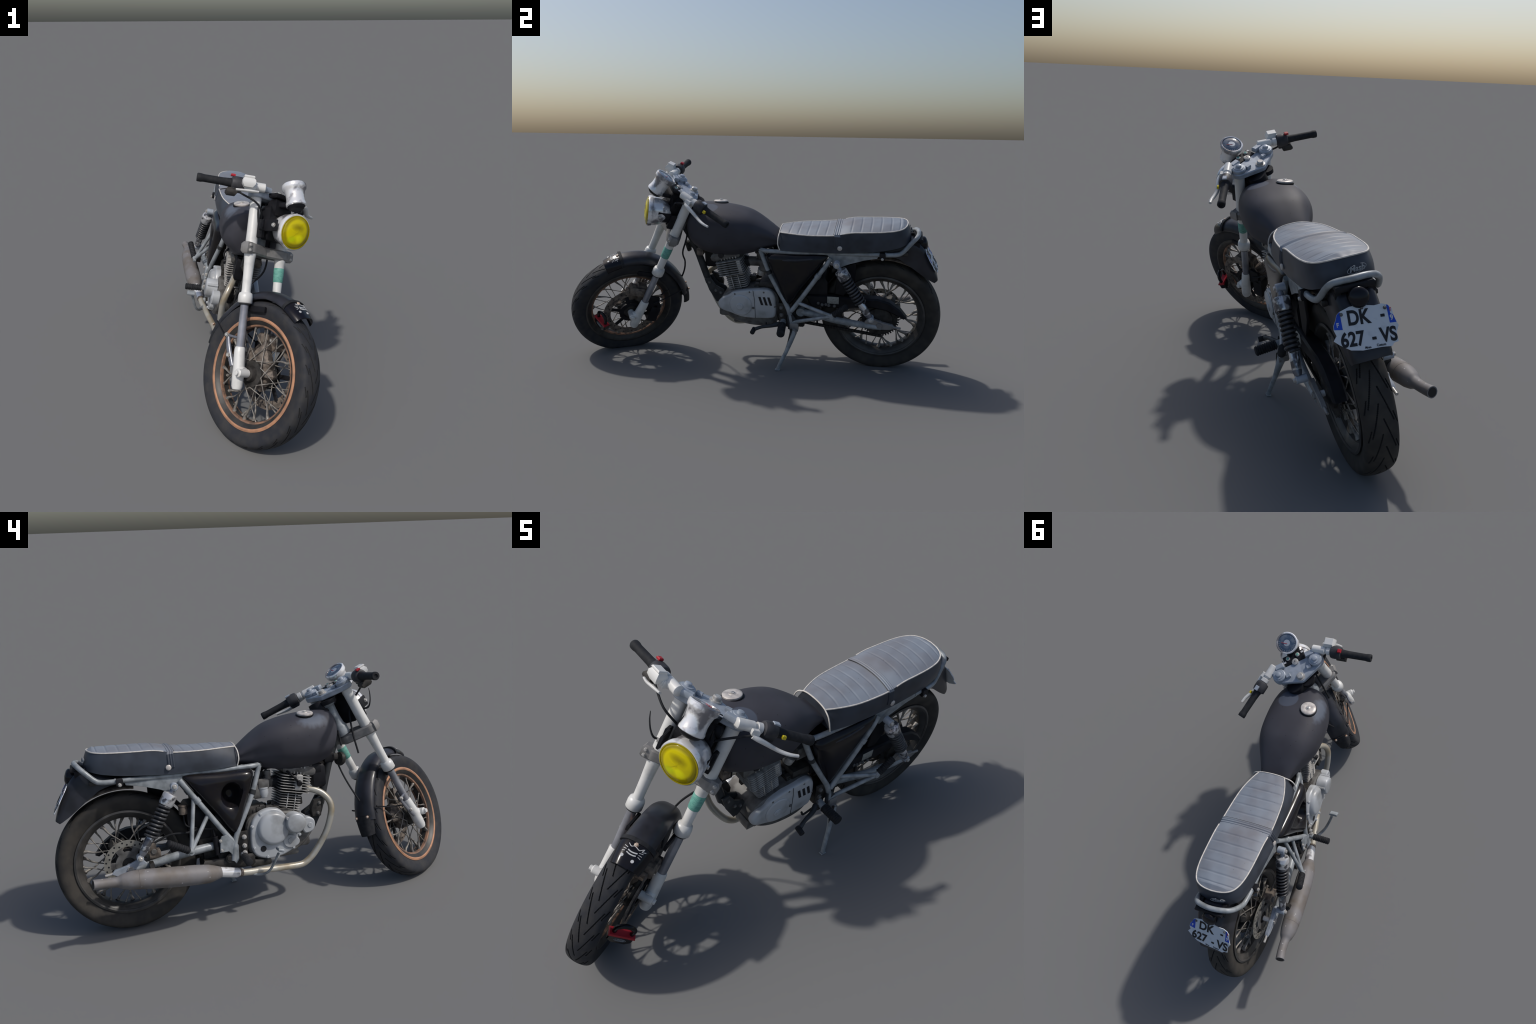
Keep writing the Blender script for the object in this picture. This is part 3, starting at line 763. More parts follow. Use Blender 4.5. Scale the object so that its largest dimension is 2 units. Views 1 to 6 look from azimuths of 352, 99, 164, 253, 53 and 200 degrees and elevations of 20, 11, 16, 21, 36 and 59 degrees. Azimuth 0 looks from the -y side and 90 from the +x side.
add("frame_crossmember", join(box((0, .235, .285), (.20, .12, .085), .012), box((0, .32, .30), (.15, .07, .07), .012), box((-.05, .17, .235), (.08, .08, .05), .01), box((-.070, .25, .250), (.10, .24, .055), .012), box((-.085, .10, .225), (.05, .10, .035), .01)), "grime")
# carburettor and intake
carb = add("carburetor", join(cyl((0, -.02, .575), (0, .085, .575), .026), cyl((-.005, .045, .56), (-.005, .045, .63), .022), box((-.03, .045, .580), (.085, .05, .05), .008), box((-.045, .075, .55), (.05, .04, .07), .008), box((.04, .08, .575), (.06, .05, .06), .01), cyl((-.055, .02, .60), (-.055, .02, .64), .016)), "case")
add("float_bowl", lathe([(.010, -.052), (.020, -.048), (.026, -.030), (.026, -.008), (.028, -.006), (.028, 0), (0, 0)], (-.052, .047, .565), (0, 0, 1), 24), "engine", parent=carb)
add("float_bowl", lathe([(.010, -.040), (.022, -.034), (.024, 0), (0, 0)], (.030, .060, .545), (.2, .3, 1), 20), "bolt", parent=carb)
add("intake_boot", join(tube([(0, -.045, .575), (0, -.01, .573)], [.030, .026], 18), tube([(0, .08, .575), (0, .14, .575)], [.028, .035], 18)), "rubber", parent=carb)
add("fuel_hose", tube([(-.04, .02, .66), (-.06, .03, .62), (-.045, .05, .59)], .006, 8), "rubber", parent=carb)
add("throttle_cable", tube([(-.02, .045, .63), (-.03, -.02, .665), (-.035, -.15, .665)], .004, 6), "rubber", parent=carb)

# ------------------------------------------------------------------ exhaust
ex = add("exhaust_pipe", tube([(-.030, -.150, .526), (-.038, -.180, .522), (-.046, -.208, .514), (-.057, -.239, .497), (-.070, -.264, .468), (-.080, -.273, .436), (-.084, -.269, .398), (-.078, -.247, .326), (-.068, -.212, .260), (-.062, -.172, .206), (-.061, -.137, .178), (-.064, -.105, .168), (-.077, -.04, .173), (-.095, .022, .181), (-.114, .097, .190), (-.133, .17, .199), (-.142, .215, .207)],
                              [.0155] * 17, 16), "pipe")
add("exhaust_collar", cyl((-.030, -.140, .530), (-.040, -.165, .527), .024), "brown", parent=ex)
add("pipe_sleeve", tube([(-.138, .212, .206), (-.142, .226, .209), (-.158, .290, .228), (-.165, .310, .234)], [.018, .0225, .0235, .0235], 20, smooth=False), "chrome", parent=ex)
add("pipe_clamp", cyl((-.139, .200, .204), (-.142, .214, .207), .0185), "brown", parent=ex)
mpath = [(-.165, .304, .233), (-.168, .324, .234), (-.173, .36, .237), (-.182, .42, .245), (-.192, .50, .255), (-.202, .585, .267), (-.210, .663, .278), (-.213, .705, .281), (-.215, .735, .283), (-.217, .757, .285), (-.222, .805, .290), (-.232, .852, .295)]
muf = add("muffler", tube(mpath, [.0245, .031, .0405, .0440, .0445, .0435, .0415, .038, .031, .0215, .0205, .0215], 28, 4), "muffler", sharp=60)
add("muffler_tip", cyl((-.2306, .846, .2943), (-.2322, .8528, .2951), .0175, 24, .0002), "ink", parent=muf)
for t in (.62, .33):
    q = np.array(mpath[6 if t > .5 else 3])
    add("muffler_seam", ring_lathe([(.041 if t > .5 else .0435, -.002), (.0422 if t > .5 else .0446, 0), (.041 if t > .5 else .0435, .002)], o=q, axis=(0, 1, .05), n=32), "muffler", parent=muf)
add("muffler_bracket", box((-.165, .60, .305), (.05, .02, .05), .004), "grime", parent=muf)

# ------------------------------------------------------------------ swingarm, shocks, chain
sw = add("swingarm", join(tube([(.092, .275, .335), (.112, .37, .330), (.122, .47, .312), (.128, .60, .300), (.128, .70, .290)], [.018, .018, .018, .017, .014], 14),
                          tube([(-.090, .275, .338), (-.110, .38, .335), (-.120, .485, .326), (-.125, .58, .312), (-.125, .70, .296)], [.018, .019, .019, .017, .014], 14),
                          cyl((-.11, .275, .337), (.11, .275, .337), .024), box((0, .33, .333), (.17, .03, .03), .006)), "frame")
for s in (1, -1):
    add("axle_plate", prism([(.615, .318), (.640, .345), (.660, .338), (.700, .322), (.755, .310), (.770, .295), (.750, .283), (.66, .278), (.62, .285)], s*.117, s*.136, 0, .002), "alu_grey" if s < 0 else "clamp_dark", parent=sw)
    add("chain_adjuster", join(cyl((s*.126, .755, .296), (s*.126, .800, .290), .006, 10), cyl((s*.134, .690, .304), (s*.144, .690, .304), .015, 6)), "bolt" if s < 0 else "clamp_dark", parent=sw)

def shock(s):
    a = Vector((s*.154, .466, .642)); b = Vector((s*.173, .646, .357))
    d = (b - a); L = d.length; d.normalize()
    ob = add("shock_absorber", join(lathe([(.010, .012), (.013, .03), (.010, .06), (.010, .22), (.017, .225), (.0175, L - .03), (.013, L - .012)], a, d, 20)), "rod")
    add("shock_body", lathe([(.013, .030), (.030, .036), (.0325, .042), (.0325, .080), (.030, .088), (.026, .090), (.0, .090)], a, d, 24), "chrome_dark", parent=ob)
    add("shock_eye", join(cyl(a - Vector((s*.022, 0, 0)), a + Vector((s*.014, 0, 0)), .0165), cyl(b - Vector((s*.03, 0, 0)), b + Vector((s*.012, 0, 0)), .015)), "alu_grey", parent=ob)
    bolts("shock_bolt", [a + Vector((s*.014, 0, 0)), b + Vector((s*.012, 0, 0))], (s, 0, 0), .009, .009, parent=ob)
    add("shock_tube", lathe([(.0205, .08), (.0205, .235), (.0, .235)], a, d, 20), "black", parent=ob)
    add("shock_leg", lathe([(.016, .230), (.0185, .236), (.018, L - .035), (.010, L - .018)], a, d, 20), "chrome_dark", parent=ob)
    u = d.orthogonal().normalized(); w = d.cross(u)
    turns = 8.5; pts = []
    for t in np.linspace(0, 1, int(turns * 18)):
        an = t * turns * 2 * pi
        pts.append(np.array(a + d * (.092 + t * .146)) + .0250 * (math.cos(an) * np.array(u) + math.sin(an) * np.array(w)))
    add("coil_spring", tube(pts, .0058, 8, smooth=False), "spring", parent=ob, sharp=80)
for s in (1, -1): shock(s)

cg = add("chain_guard", prism([tuple(p) for p in [(.30, .440), (.45, .442), (.594, .438), (.675, .440), (.735, .424), (.790, .385), (.828, .337), (.812, .330), (.77, .352), (.72, .376), (.64, .388), (.50, .374), (.335, .372)]], .052, .108, 0, .008), "black")
add("guard_bolt", join(*[cyl((.107, y, z), (.114, y, z), .008, 8) for y, z in ((.37, .40), (.41, .395))]), "case", parent=cg)
lab = add("warning_label", box((.1092, .447, .421), (.002, .060, .040), .0006), "label", parent=cg)
bolts("guard_fixing", [(.109, .425, .39), (.109, .455, .388), (.109, .39, .392)], (1, 0, 0), .007, .007, "case", parent=cg)
# chain links: lower run and visible upper run
link = None
def link_mesh():
    o = []
    for a in np.linspace(-pi / 2, pi / 2, 6): o.append((.0078 + .006 * math.cos(a), .006 * math.sin(a)))
    for a in np.linspace(pi / 2, 1.5 * pi, 6): o.append((-.0078 + .006 * math.cos(a), .006 * math.sin(a)))
    return join(prism(o, -.008, -.005, 0, .0006), prism(o, .005, .008, 0, .0006), cyl((-.007, .0078, 0), (.007, .0078, 0), .005, 8), cyl((-.007, -.0078, 0), (.007, -.0078, 0), .005, 8))
chain = None
run = [np.array(p) for p in catmull([(.066, .16, .285), (.066, .30, .258), (.066, .50, .234), (.066, .65, .214), (.066, .705, .206)], 12)]
acc = 0; last = run[0]
spos = []
cum = np.concatenate([[0], np.cumsum([np.linalg.norm(run[i + 1] - run[i]) for i in range(len(run) - 1)])])
for sdist in np.arange(.005, cum[-1], .0157):
    spos.append((np.array([np.interp(sdist, cum, [p[k] for p in run]) for k in range(3)]), sdist))
upper = [(.066, y, .41 - .02 * (y - .3)) for y in np.arange(.18, .66, .0157)]
for (p, sd) in spos + [(np.array(u), 0) for u in upper]:
    q = np.array([np.interp(sd + .004, cum, [v[k] for v in run]) for k in range(3)]) - p if sd else np.array((0, 1, 0))
    f = BODY @ Matrix.Translation(p) @ Matrix.Rotation(math.atan2(q[2], q[1]), 4, 'X')
    if chain is None: chain = add("chain_link", link_mesh(), "grime", f, sw)
    else: again(chain, f, sw)
# rear brake caliper and hose on the right
cal = add("brake_caliper", join(box((-.085, .600, .372), (.05, .065, .045), .008), box((-.09, .575, .345), (.04, .05, .04), .006)), "brown")
add("caliper_piston", join(cyl((-.105, .610, .375), (-.118, .610, .375), .015), cyl((-.105, .580, .360), (-.116, .580, .360), .012)), "case", parent=cal)
add("brake_hose", tube([(-.09, .58, .39), (-.10, .50, .42), (-.11, .42, .42), (-.09, .33, .43)], .005, 8), "rubber", parent=cal)
mc = add("master_cylinder", join(cyl((-.118, .305, .385), (-.122, .300, .300), .013), cyl((-.115, .310, .42), (-.116, .306, .385), .006), tube([(-.12, .30, .32), (-.13, .27, .31)], .008, 10)), "black")
add("brake_fluid_pot", join(cyl((-.085, .430, .535), (-.085, .430, .500), .020), cyl((-.085, .430, .543), (-.085, .430, .535), .022)), "brown", parent=mc)
add("pot_hose", tube([(-.085, .43, .50), (-.088, .425, .45), (-.10, .38, .43), (-.115, .31, .42)], .004, 8), "rubber", parent=mc)
add("swingarm_pivot", join(cyl((-.13, .245, .275), (-.118, .245, .275), .022), cyl((-.135, .250, .278), (-.13, .250, .278), .012)), "grime")

# inner mudguard hugging the rear tyre
def arc_shell(c, r, a0, a1, hw, t, drop, n=28, m=13, taper=None):
    """Curved mudguard shell: swept round an axle; cross-section droops at its edges."""
    outer, inner = [], []
    rs = []
    for i, a in enumerate(np.linspace(a0, a1, n)):
        k = taper(i / (n - 1)) if taper else 1
        ro, ri = [], []
        for u in np.linspace(-1, 1, m):
            dr = drop * (abs(u) ** 3.2)
            rad = (r(i / (n - 1)) if callable(r) else r) - dr
            x = hw * k * (u if abs(u) < .9 else math.copysign(.9 + (abs(u) - .9) * .4, u)) / .94
            ro.append((x, c[0] + rad * math.cos(a), c[1] + rad * math.sin(a)))
            ri.append((x * .96, c[0] + (rad - t) * math.cos(a), c[1] + (rad - t) * math.sin(a)))
        rs.append(ro + ri[::-1])
    return rings(rs)
add("mudguard", arc_shell((.69, .312), .345, math.radians(190), math.radians(128), .070, .005, .012, 24), "black")
add("mudguard_panel", prism([(.465, .60), (.56, .63), (.56, .53), (.50, .44), (.455, .45)], .080, .092, 0, .003), "black")
add("undertray", join(arc_shell((.69, .312), .350, math.radians(100), math.radians(62), .072, .005, .012, 20), box((0, .50, .668), (.19, .30, .014), .004)), "brown")

# ------------------------------------------------------------------ tail
ST = [((.60, .690), (.60, .672), .075), ((.70, .705), (.705, .672), .075), ((.775, .733), (.772, .656), .074), ((.835, .745), (.805, .634), .073), ((.875, .728), (.838, .612), .072), ((.908, .684), (.870, .588), .071), ((.940, .618), (.908, .560), .069), ((.965, .565), (.940, .540), .067), ((.972, .545), (.955, .532), .064)]
def tail_ring(o, e, w, t=.005):
    o, e = np.array(o), np.array(e)
    out, inn = [], []
    for u in np.linspace(-1, 1, 17):
        k = abs(u)
        xx = w * (1 - (1 - min(1, k / .82)) ** 1.0) if k < .82 else w
        xx = w * min(1, k / .78) if k < .78 else w + .003 * (k - .78) / .22
        f = 0 if k < .55 else ((k - .55) / .45) ** 2.2
        p = o + (e - o) * f
        out.append((math.copysign(xx, u), p[0], p[1]))
        c = (np.array((.69, .312)) - p); c = c / np.linalg.norm(c)
        p2 = p + c * t * (1 - f * .8)
        inn.append((math.copysign(max(0, xx - t), u), p2[0], p2[1]))
    return out + inn[::-1]
def resample(seq, k=5):
    flat = [np.array([*a, *b, c]) for a, b, c in seq]
    return [((q[0], q[1]), (q[2], q[3]), q[4]) for q in catmull(flat, k)]
tail = add("fender", rings([tail_ring(*q) for q in resample(ST)]), "fender", sharp=60)
add("tail_light", join(lathe([(.034, -.03), (.034, .004), (.031, .010), (.022, .015), (0, .018)], (-.002, .895, .722), (0, .95, .25), 30)), "gloss", parent=tail)
add("tail_bracket", join(box((0, .865, .752), (.13, .04, .020), .004), box((.055, .845, .735), (.02, .05, .04), .004), box((-.055, .845, .735), (.02, .05, .04), .004)), "black", parent=tail)

# licence plate, battered outline
PN = Vector((0, .86, .51)).normalized(); PX_ = Vector((-1, 0, 0)); PYY = PN.cross(PX_)
PLATE = BODY @ basis(Vector((0, .938, .63)) + PN * .004, PX_, PYY, PN)
OUT = [(-.0678, .0718), (-.034, .0797), (.0024, .0767), (.0422, .0655), (.0669, .0658), (.0843, .0578), (.094, .0435), (.0932, .02), (.0973, 0), (.0999, -.0107), (.0879, -.0293), (.0861, -.0468), (.0856, -.0574), (.0712, -.0582), (.0611, -.0664), (.0309, -.0613), (-.029, -.0575), (-.0648, -.0484), (-.0944, -.025), (-.1091, -.0098), (-.0961, .0037), (-.100, .0216), (-.097, .0351), (-.0861, .0502), (-.0791, .0646)]
plate = add("license_plate", prism(OUT, -.002, .001, 2), "plate", PLATE, None, 30)
TW_ = Matrix.Rotation(math.radians(-6.5), 4, 'Z')
def ptext(s, x, y, size, mat="ink", bold=.0019, sx=.82, nm="plate_lettering"):
    return text(nm, s, size, PLATE @ Matrix.Translation((x, y, .0014)) @ TW_, mat, plate, .0005, bold, 0, 'CENTER', sx)
ptext("DK", -.016, .0405, .062)
ptext("-", .060, .034, .05, bold=.002)
ptext("627", -.052, -.0195, .060)
ptext("-", .015, -.0265, .05, bold=.002)
ptext("VS", .061, -.0315, .060)
ptext("Custom", .030, -.0545, .011, bold=.0002, nm="plate_maker_lettering")
ptext("Miran", -.012, -.0525, .010, bold=.0002, nm="plate_maker_lettering")
add("plate_band", prism([(-.0678, .0712), (-.0790, .0640), (-.0858, .0500), (-.0962, .0350), (-.0985, .0222), (-.073, .0166)], .0008, .0016, 2), "blue", PLATE, plate)
add("plate_band", prism([(.0800, .0590), (.0842, .0573), (.0870, .0520), (.0850, .0300), (.0925, .0240), (.0963, .0000), (.0754, .0027)], .0008, .0016, 2), "blue", PLATE, plate)
ptext("F", -.0845, .033, .019, "white", .0006, .9, "plate_country_letter")
ptext("9", .0850, .0165, .023, "white", .0008, .85, "plate_region_number")
add("plate_mark", join(*[box((.0885 + dx, .043 + dy, .0018), (.005, .0022, .0008), .0002) for dx, dy in ((-.001, 0), (.001, .004), (-.001, -.004))]), "red", PLATE, plate)
bolts("plate_bolt", [(-.0651, .0621, .001), (.0732, .0509, .001), (.0026, .0679, .001)], (0, 0, 1), .0045, .005, "case", frame=PLATE, parent=plate)

# grab rail
gr = [(.112, .640, .690), (.110, .72, .690), (.104, .762, .692), (.095, .788, .702), (.081, .824, .741), (.068, .847, .763), (.045, .860, .772), (0, .866, .774),
      (-.045, .862, .773), (-.080, .850, .763), (-.099, .828, .741), (-.108, .790, .704), (-.110, .764, .693), (-.112, .72, .690), (-.112, .640, .690)]
grab = add("grab_rail", tube(gr, .0115, 14), "frame")
for s in (1, -1):
    add("rail_clamp", join(box((s*.117, .690, .686), (.032, .030, .034), .005)), "black", parent=grab)
    bolts("rail_bolt", [(s*.132, .690, .676)], (s, 0, 0), .007, .008, parent=grab)
    add("rail_tab", box((s*.085, .80, .690), (.02, .03, .02), .004), "grime", parent=grab)

# ------------------------------------------------------------------ foot controls and stand
def ribbed(p0, p1, r, ribs=9, n=20):
    p0, p1 = Vector(p0), Vector(p1); L = (p1 - p0).length
    prof = [(r * .7, 0)]
    for i in range(ribs):
        h0, h1 = L * i / ribs, L * (i + 1) / ribs
        prof += [(r * .88, h0 + .15 * (h1 - h0)), (r, h0 + .3 * (h1 - h0)), (r, h0 + .75 * (h1 - h0)), (r * .88, h0 + .9 * (h1 - h0))]
    prof += [(r * .95, L), (r * .7, L + .003)]
    return lathe(prof, p0, p1 - p0, n)
def peg(p0, p1, r, mat="rubber", brk=None):
    ob = add("footpeg", ribbed(p0, p1, r), mat)
    if brk is not None: add("peg_mount", tube([brk, p0], r * .75, 12, smooth=False), "frame", parent=ob)
    return ob
peg((-.150, .186, .281), (-.236, .187, .277), .0175, "rubber", (-.115, .186, .285))
peg((.155, .184, .281), (.247, .190, .276), .0215, "rubber", (.12, .185, .285))
peg((-.196, .438, .362), (-.224, .528, .416), .0165, "rubber", (-.190, .425, .354))
peg((.186, .456, .374), (.190, .524, .430), .0165, "rubber", (.184, .445, .365))
bp = add("brake_pedal", tube([(-.118, .200, .215), (-.128, .160, .190), (-.142, .118, .182), (-.165, .085, .196), (-.186, .060, .238), (-.203, .042, .285)], [.009, .009, .009, .0085, .008, .008], 12, flat=.7), "frame")
add("pedal_pad", box((-.214, .036, .304), (.042, .028, .013), .004, Matrix.Rotation(.35, 4, 'X')), "frame", parent=bp)
sl = add("shift_lever", tube([(.125, .165, .270), (.145, .130, .268), (.162, .075, .264), (.176, .040, .256)], [.014, .011, .009, .010], 12), "frame_dark")
add("shift_pad", cyl((.165, .034, .252), (.205, .030, .249), .0125, 14), "rubber", parent=sl)
add("shift_linkage", join(cyl((.118, .172, .268), (.140, .170, .268), .016), tube([(.12, .165, .262), (.125, .10, .255), (.12, .09, .27)], .005, 8)), "grime", parent=sl)
st = add("side_stand", tube([(.150, .246, .250), (.168, .233, .205), (.190, .211, .145), (.208, .187, .095), (.2245, .1675, .050)], [.020, .015, .0105, .0105, .0100], 12), "frame")
add("stand_foot", box((.2245, .1665, .0475), (.020, .026, .007), .002, Matrix.Rotation(LEAN, 4, 'Y').inverted()), "frame", parent=st)
add("stand_pivot", join(cyl((.125, .244, .245), (.168, .244, .245), .019), box((.135, .245, .265), (.03, .045, .05), .006)), "clamp_dark", parent=st)
add("stand_spring", tube([(.165, .235, .265), (.172, .225, .215), (.180, .216, .175)], .006, 8), "grime", parent=st)

# ------------------------------------------------------------------ fork (FORK frame: x left, y rear, z up the steering axis)
FXO = .097
def fy(z): return -.048 + .034 * z
for s in (1, -1):
    zs = [.006, -.06, -.19, -.245, -.275, -.30, -.37, -.43, -.444, -.449, -.462, -.488, -.492]
    rs_ = [.0245, .0245, .0250, .0265, .0270, .0235, .0205, .0195, .0205, .0285, .0315, .0315, .027]
    leg = add("fork_leg", tube([(s*FXO, fy(z), z) for z in zs], rs_, 24, smooth=False), "alu", FORK, None, 50)
    add("fork_seal", cyl((s*FXO, fy(-.488), -.488), (s*FXO, fy(-.498), -.498), .0255, 24), "rubber", FORK, leg)
    add("fork_slider", tube([(s*FXO, fy(-.49), -.49), (s*FXO, fy(-.69), -.69)], .0178, 20), "slider", FORK, leg)
    zz = [-.676, -.682, -.70, -.76, -.80, -.84, -.852, -.856]
    add("axle_carrier", join(tube([(s*FXO, fy(z) - (.006 if z < -.72 else 0), z) for z in zz], [.019, .0225, .0235, .025, .026, .024, .020, .012], 20, smooth=False),
                             tube([(s*FXO, -.080, -.775), (s*FXO, -.113, -.780)], [.026, .022], 18)), "alu", FORK, leg)
    add("fork_cap", lathe([(.031, -.012), (.033, .0), (.033, .006), (.029, .010), (.024, .0105), (.023, .014), (.014, .015), (.012, .024), (.008, .026), (0, .026)], (s*FXO, -.048, .004), (0, 0, 1), 32), "alu_grey", FORK, leg)
    if s > 0:
        add("tape_wrap", tube([(s*FXO, fy(z), z) for z in (-.312, -.314, -.345, -.374, -.376)], [.0228, .0240, .0235, .0222, .021], 24, smooth=False), "teal", FORK, leg)
# right side torque link and bracket
add("torque_link", join(tube([(-.112, -.004, -.630), (-.112, -.020, -.69), (-.110, -.050, -.760)], [.009, .012, .011], 12, flat=.6), tube([(-.109, -.060, -.640), (-.112, -.004, -.635)], .006, 8)), "rod", FORK)
bolts("link_bolt", [(-.120, -.004, -.633), (-.122, -.031, -.717)], (-1, 0, 0), .008, .008, frame=FORK)
add("caliper_bracket", join(box((.085, -.020, -.69), (.02, .06, .09), .006), box((.078, .006, -.76), (.045, .055, .10), .010), box((.070, .012, -.72), (.05, .04, .06), .008)), "black", FORK)
fcal = add("brake_caliper", join(box((.050, -.120, -.640), (.062, .085, .050), .010), box((.035, -.095, -.628), (.050, .06, .045), .010), box((.045, -.155, -.660), (.045, .035, .040), .008), cyl((.02, -.115, -.64), (.085, -.115, -.64), .020)), "brown", FORK)
bolts("caliper_bolt", [(.020, -.135, -.635), (.020, -.095, -.630)], (-1, 0, 0), .007, .006, frame=FORK, parent=fcal)
add("speed_sensor", join(box((-.080, -.058, -.645), (.018, .03, .05), .004), cyl((-.09, -.075, -.62), (-.09, -.055, -.62), .007)), "case", FORK)

def blend_outline(circles, extra=None):
    """Outer hull-like outline of a triple clamp from circles joined by tangents (left/right symmetric)."""
    pts = []
    for cx, cy, r in circles:
        for a in np.linspace(0, 2 * pi, 28, endpoint=False):
            pts.append((cx + r * math.cos(a), cy + r * math.sin(a)))
    pts = sorted(set(pts))
    def half(ps):
        h = []
        for p in ps:
            while len(h) > 1 and (h[-1][0]-h[-2][0])*(p[1]-h[-2][1])-(h[-1][1]-h[-2][1])*(p[0]-h[-2][0]) <= 0: h.pop()
            h.append(p)
        return h
    lo = half(pts); up = half(pts[::-1])
    return lo[:-1] + up[:-1]
tc = add("triple_clamp", join(prism(blend_outline([(-.097, -.048, .036), (.097, -.048, .036), (0, -.008, .034), (.045, -.05, .03), (-.045, -.05, .03)]), -.030, -.004, 2, .004)), "alu_grey", FORK)
add("steering_nut", lathe([(.022, -.006), (.022, .001), (.0155, .002), (.0155, .013), (.012, .0165), (0, .0165)], (0, 0, 0), (0, 0, 1), 24), "bolt", FORK, tc)
lc = add("triple_clamp", join(prism(blend_outline([(-.105, -.056, .034), (0, -.02, .042)]), -.278, -.232, 2, .007), prism(blend_outline([(.105, -.056, .034), (0, -.02, .042)]), -.278, -.232, 2, .007),
    *[box((s*.126, -.068, -.255), (.042, .042, .050), .010) for s in (1, -1)]), "clamp_dark", FORK)
bolts("clamp_bolt", [(s*.132, -.089, z) for s in (1, -1) for z in (-.244, -.266)], (0, -1, 0), .006, .006, frame=FORK, parent=lc)
# clip-on handlebars
def hbar(s):
    d = np.array((s*.2225, .158, 0)) / math.hypot(.2225, .158)
    o = np.array((s*.112, -.098, .008))
    at = lambda t, z=0: o + d * t + np.array((0, 0, z))
    ob = add("handlebar", join(tube([at(.0), at(.12)], .0130, 16), tube([at(-.012), at(-.008), at(.052), at(.058)], [.014, .0195, .0195, .014], 18, smooth=False)), "alu", FORK)
    add("bar_clamp", join(box((s*.080, -.088, .008), (.045, .026, .022), .004), box((s*.118, -.078, .006), (.030, .032, .020), .004), box((s*.055, -.028, .003), (.024, .018, .014), .003)), "alu_grey", FORK, ob)
    sw_ = [(.0185, .085), (.0285, .089), (.0310, .098), (.0310, .125), (.028, .136), (.0215, .140)]
    add("switch_housing", join(lathe(sw_, o, d, 24), box(at(.112, -.022), (.045, .040, .030), .008, Matrix.Rotation(math.atan2(d[1], d[0]), 4, 'Z'))), "switch", FORK, ob)
    add("grip", lathe([(.0165, .136), (.0205, .141), (.0190, .150), (.0172, .175), (.0165, .26), (.0185, .270), (.0185, .284), (.0165, .2875), (.009, .2875), (.008, .283), (0, .283)], o, d, 20), "rubber", FORK, ob)
    rot = Matrix.Rotation(math.atan2(d[1], d[0]), 4, 'Z')
    add("lever_perch", join(cyl(at(.064), at(.084), .0195, 18), box(at(.066) + np.array((0, -.022, -.006)), (.030, .034, .022), .005, rot)), "alu", FORK, ob)
    return ob, d, o, at, rot
for s in (1, -1):
    ob, d, o, at, rot = hbar(s)
    if s > 0:
        add("clutch_lever", tube([(.168, -.096, -.010), (.190, -.088, -.014), (.218, -.070, -.022), (.245, -.052, -.031), (.275, -.042, -.034), (.305, -.032, -.032), (.329, -.017, -.029)], [.011, .012, .011, .0095, .009, .008, .007], 12, flat=.8), "alu", FORK, ob)
        add("turn_switch", box(at(.128, .030) + np.array((0, .0, 0)), (.024, .020, .008), .002, rot), "alu_grey", FORK, ob)
        add("pass_button", box((.258, -.030, .010), (.014, .010, .014), .002, rot), "yellow_in", FORK, ob)
    else:
        add("brake_lever", tube([(-.155, -.118, -.022), (-.185, -.100, -.024), (-.215, -.082, -.026), (-.235, -.062, -.026)], [.007, .009, .008, .006], 10, flat=.7), "alu", FORK, ob)
        add("brake_reservoir", join(box((-.190, -.086, .014), (.056, .046, .044), .014, rot), box((-.192, -.088, .036), (.046, .036, .010), .004, rot), box((-.170, -.075, .0), (.05, .03, .03), .006, rot)), "alu", FORK, ob)
        add("kill_switch", box((-.222, -.019, .042), (.020, .018, .010), .003, rot), "red", FORK, ob)
        add("starter_box", box((-.222, -.020, -.030), (.05, .05, .03), .010, rot), "grime", FORK, ob)
# instrument panel, lights and lock
ip = add("instrument_panel", join(box((0, -.105, -.010), (.110, .055, .020), .006), box((0, -.150, -.050), (.070, .050, .020), .005)), "black", FORK)
for x, y in ((-.023, -.112), (.028, -.112)):
    add("warning_lamp", lathe([(.0105, 0), (.0105, .005), (.0075, .0065), (.006, .005), (0, .005)], (x, y, .0), (0, 0, 1), 20), "bolt", FORK, ip)
    add("lamp_lens", lathe([(.0065, .005), (.005, .0075), (0, .008)], (x, y, .0), (0, 0, 1), 16), "teal", FORK, ip)
add("ignition_lock", join(lathe([(.0165, -.004), (.0165, .003), (.013, .005), (.009, .0045), (.008, .006), (0, .006)], (0, -.083, .0), (0, 0, 1), 24)), "bolt", FORK, ip)
add("lock_slot", box((0, -.083, .0062), (.003, .010, .001), .0003), "ink", FORK, ip)
add("panel_sticker", join(box((.050, -.100, .0005), (.014, .010, .001), .0003), box((-.048, -.118, .0005), (.012, .010, .001), .0003)), "white", FORK, ip)
SPA = Vector((0, .29, .956)).normalized()
sp_o = Vector((0, -.173, .041)) - SPA * .097
spd = add("speedometer", lathe([(.020, -.006), (.034, -.004), (.0445, .002), (.0455, .010), (.0425, .018), (.0405, .035), (.042, .055), (.046, .072), (.0525, .079), (.0535, .086), (.0535, .097), (.050, .101), (.0455, .1005), (.0445, .096), (0, .096)], sp_o, SPA, 44), "chrome", FORK)
add("speedometer_base", lathe([(.026, -.016), (.034, -.010), (.0405, .001), (.034, .006)], sp_o, SPA, 32), "black", FORK, spd)
add("speedometer_dial", lathe([(.0445, .0965), (.040, .0985), (.020, .0995), (0, .0998)], sp_o, SPA, 40), "dial", FORK, spd)
SPM = Matrix.Translation(sp_o) @ Vector((0, 0, 1)).rotation_difference(SPA).to_matrix().to_4x4()
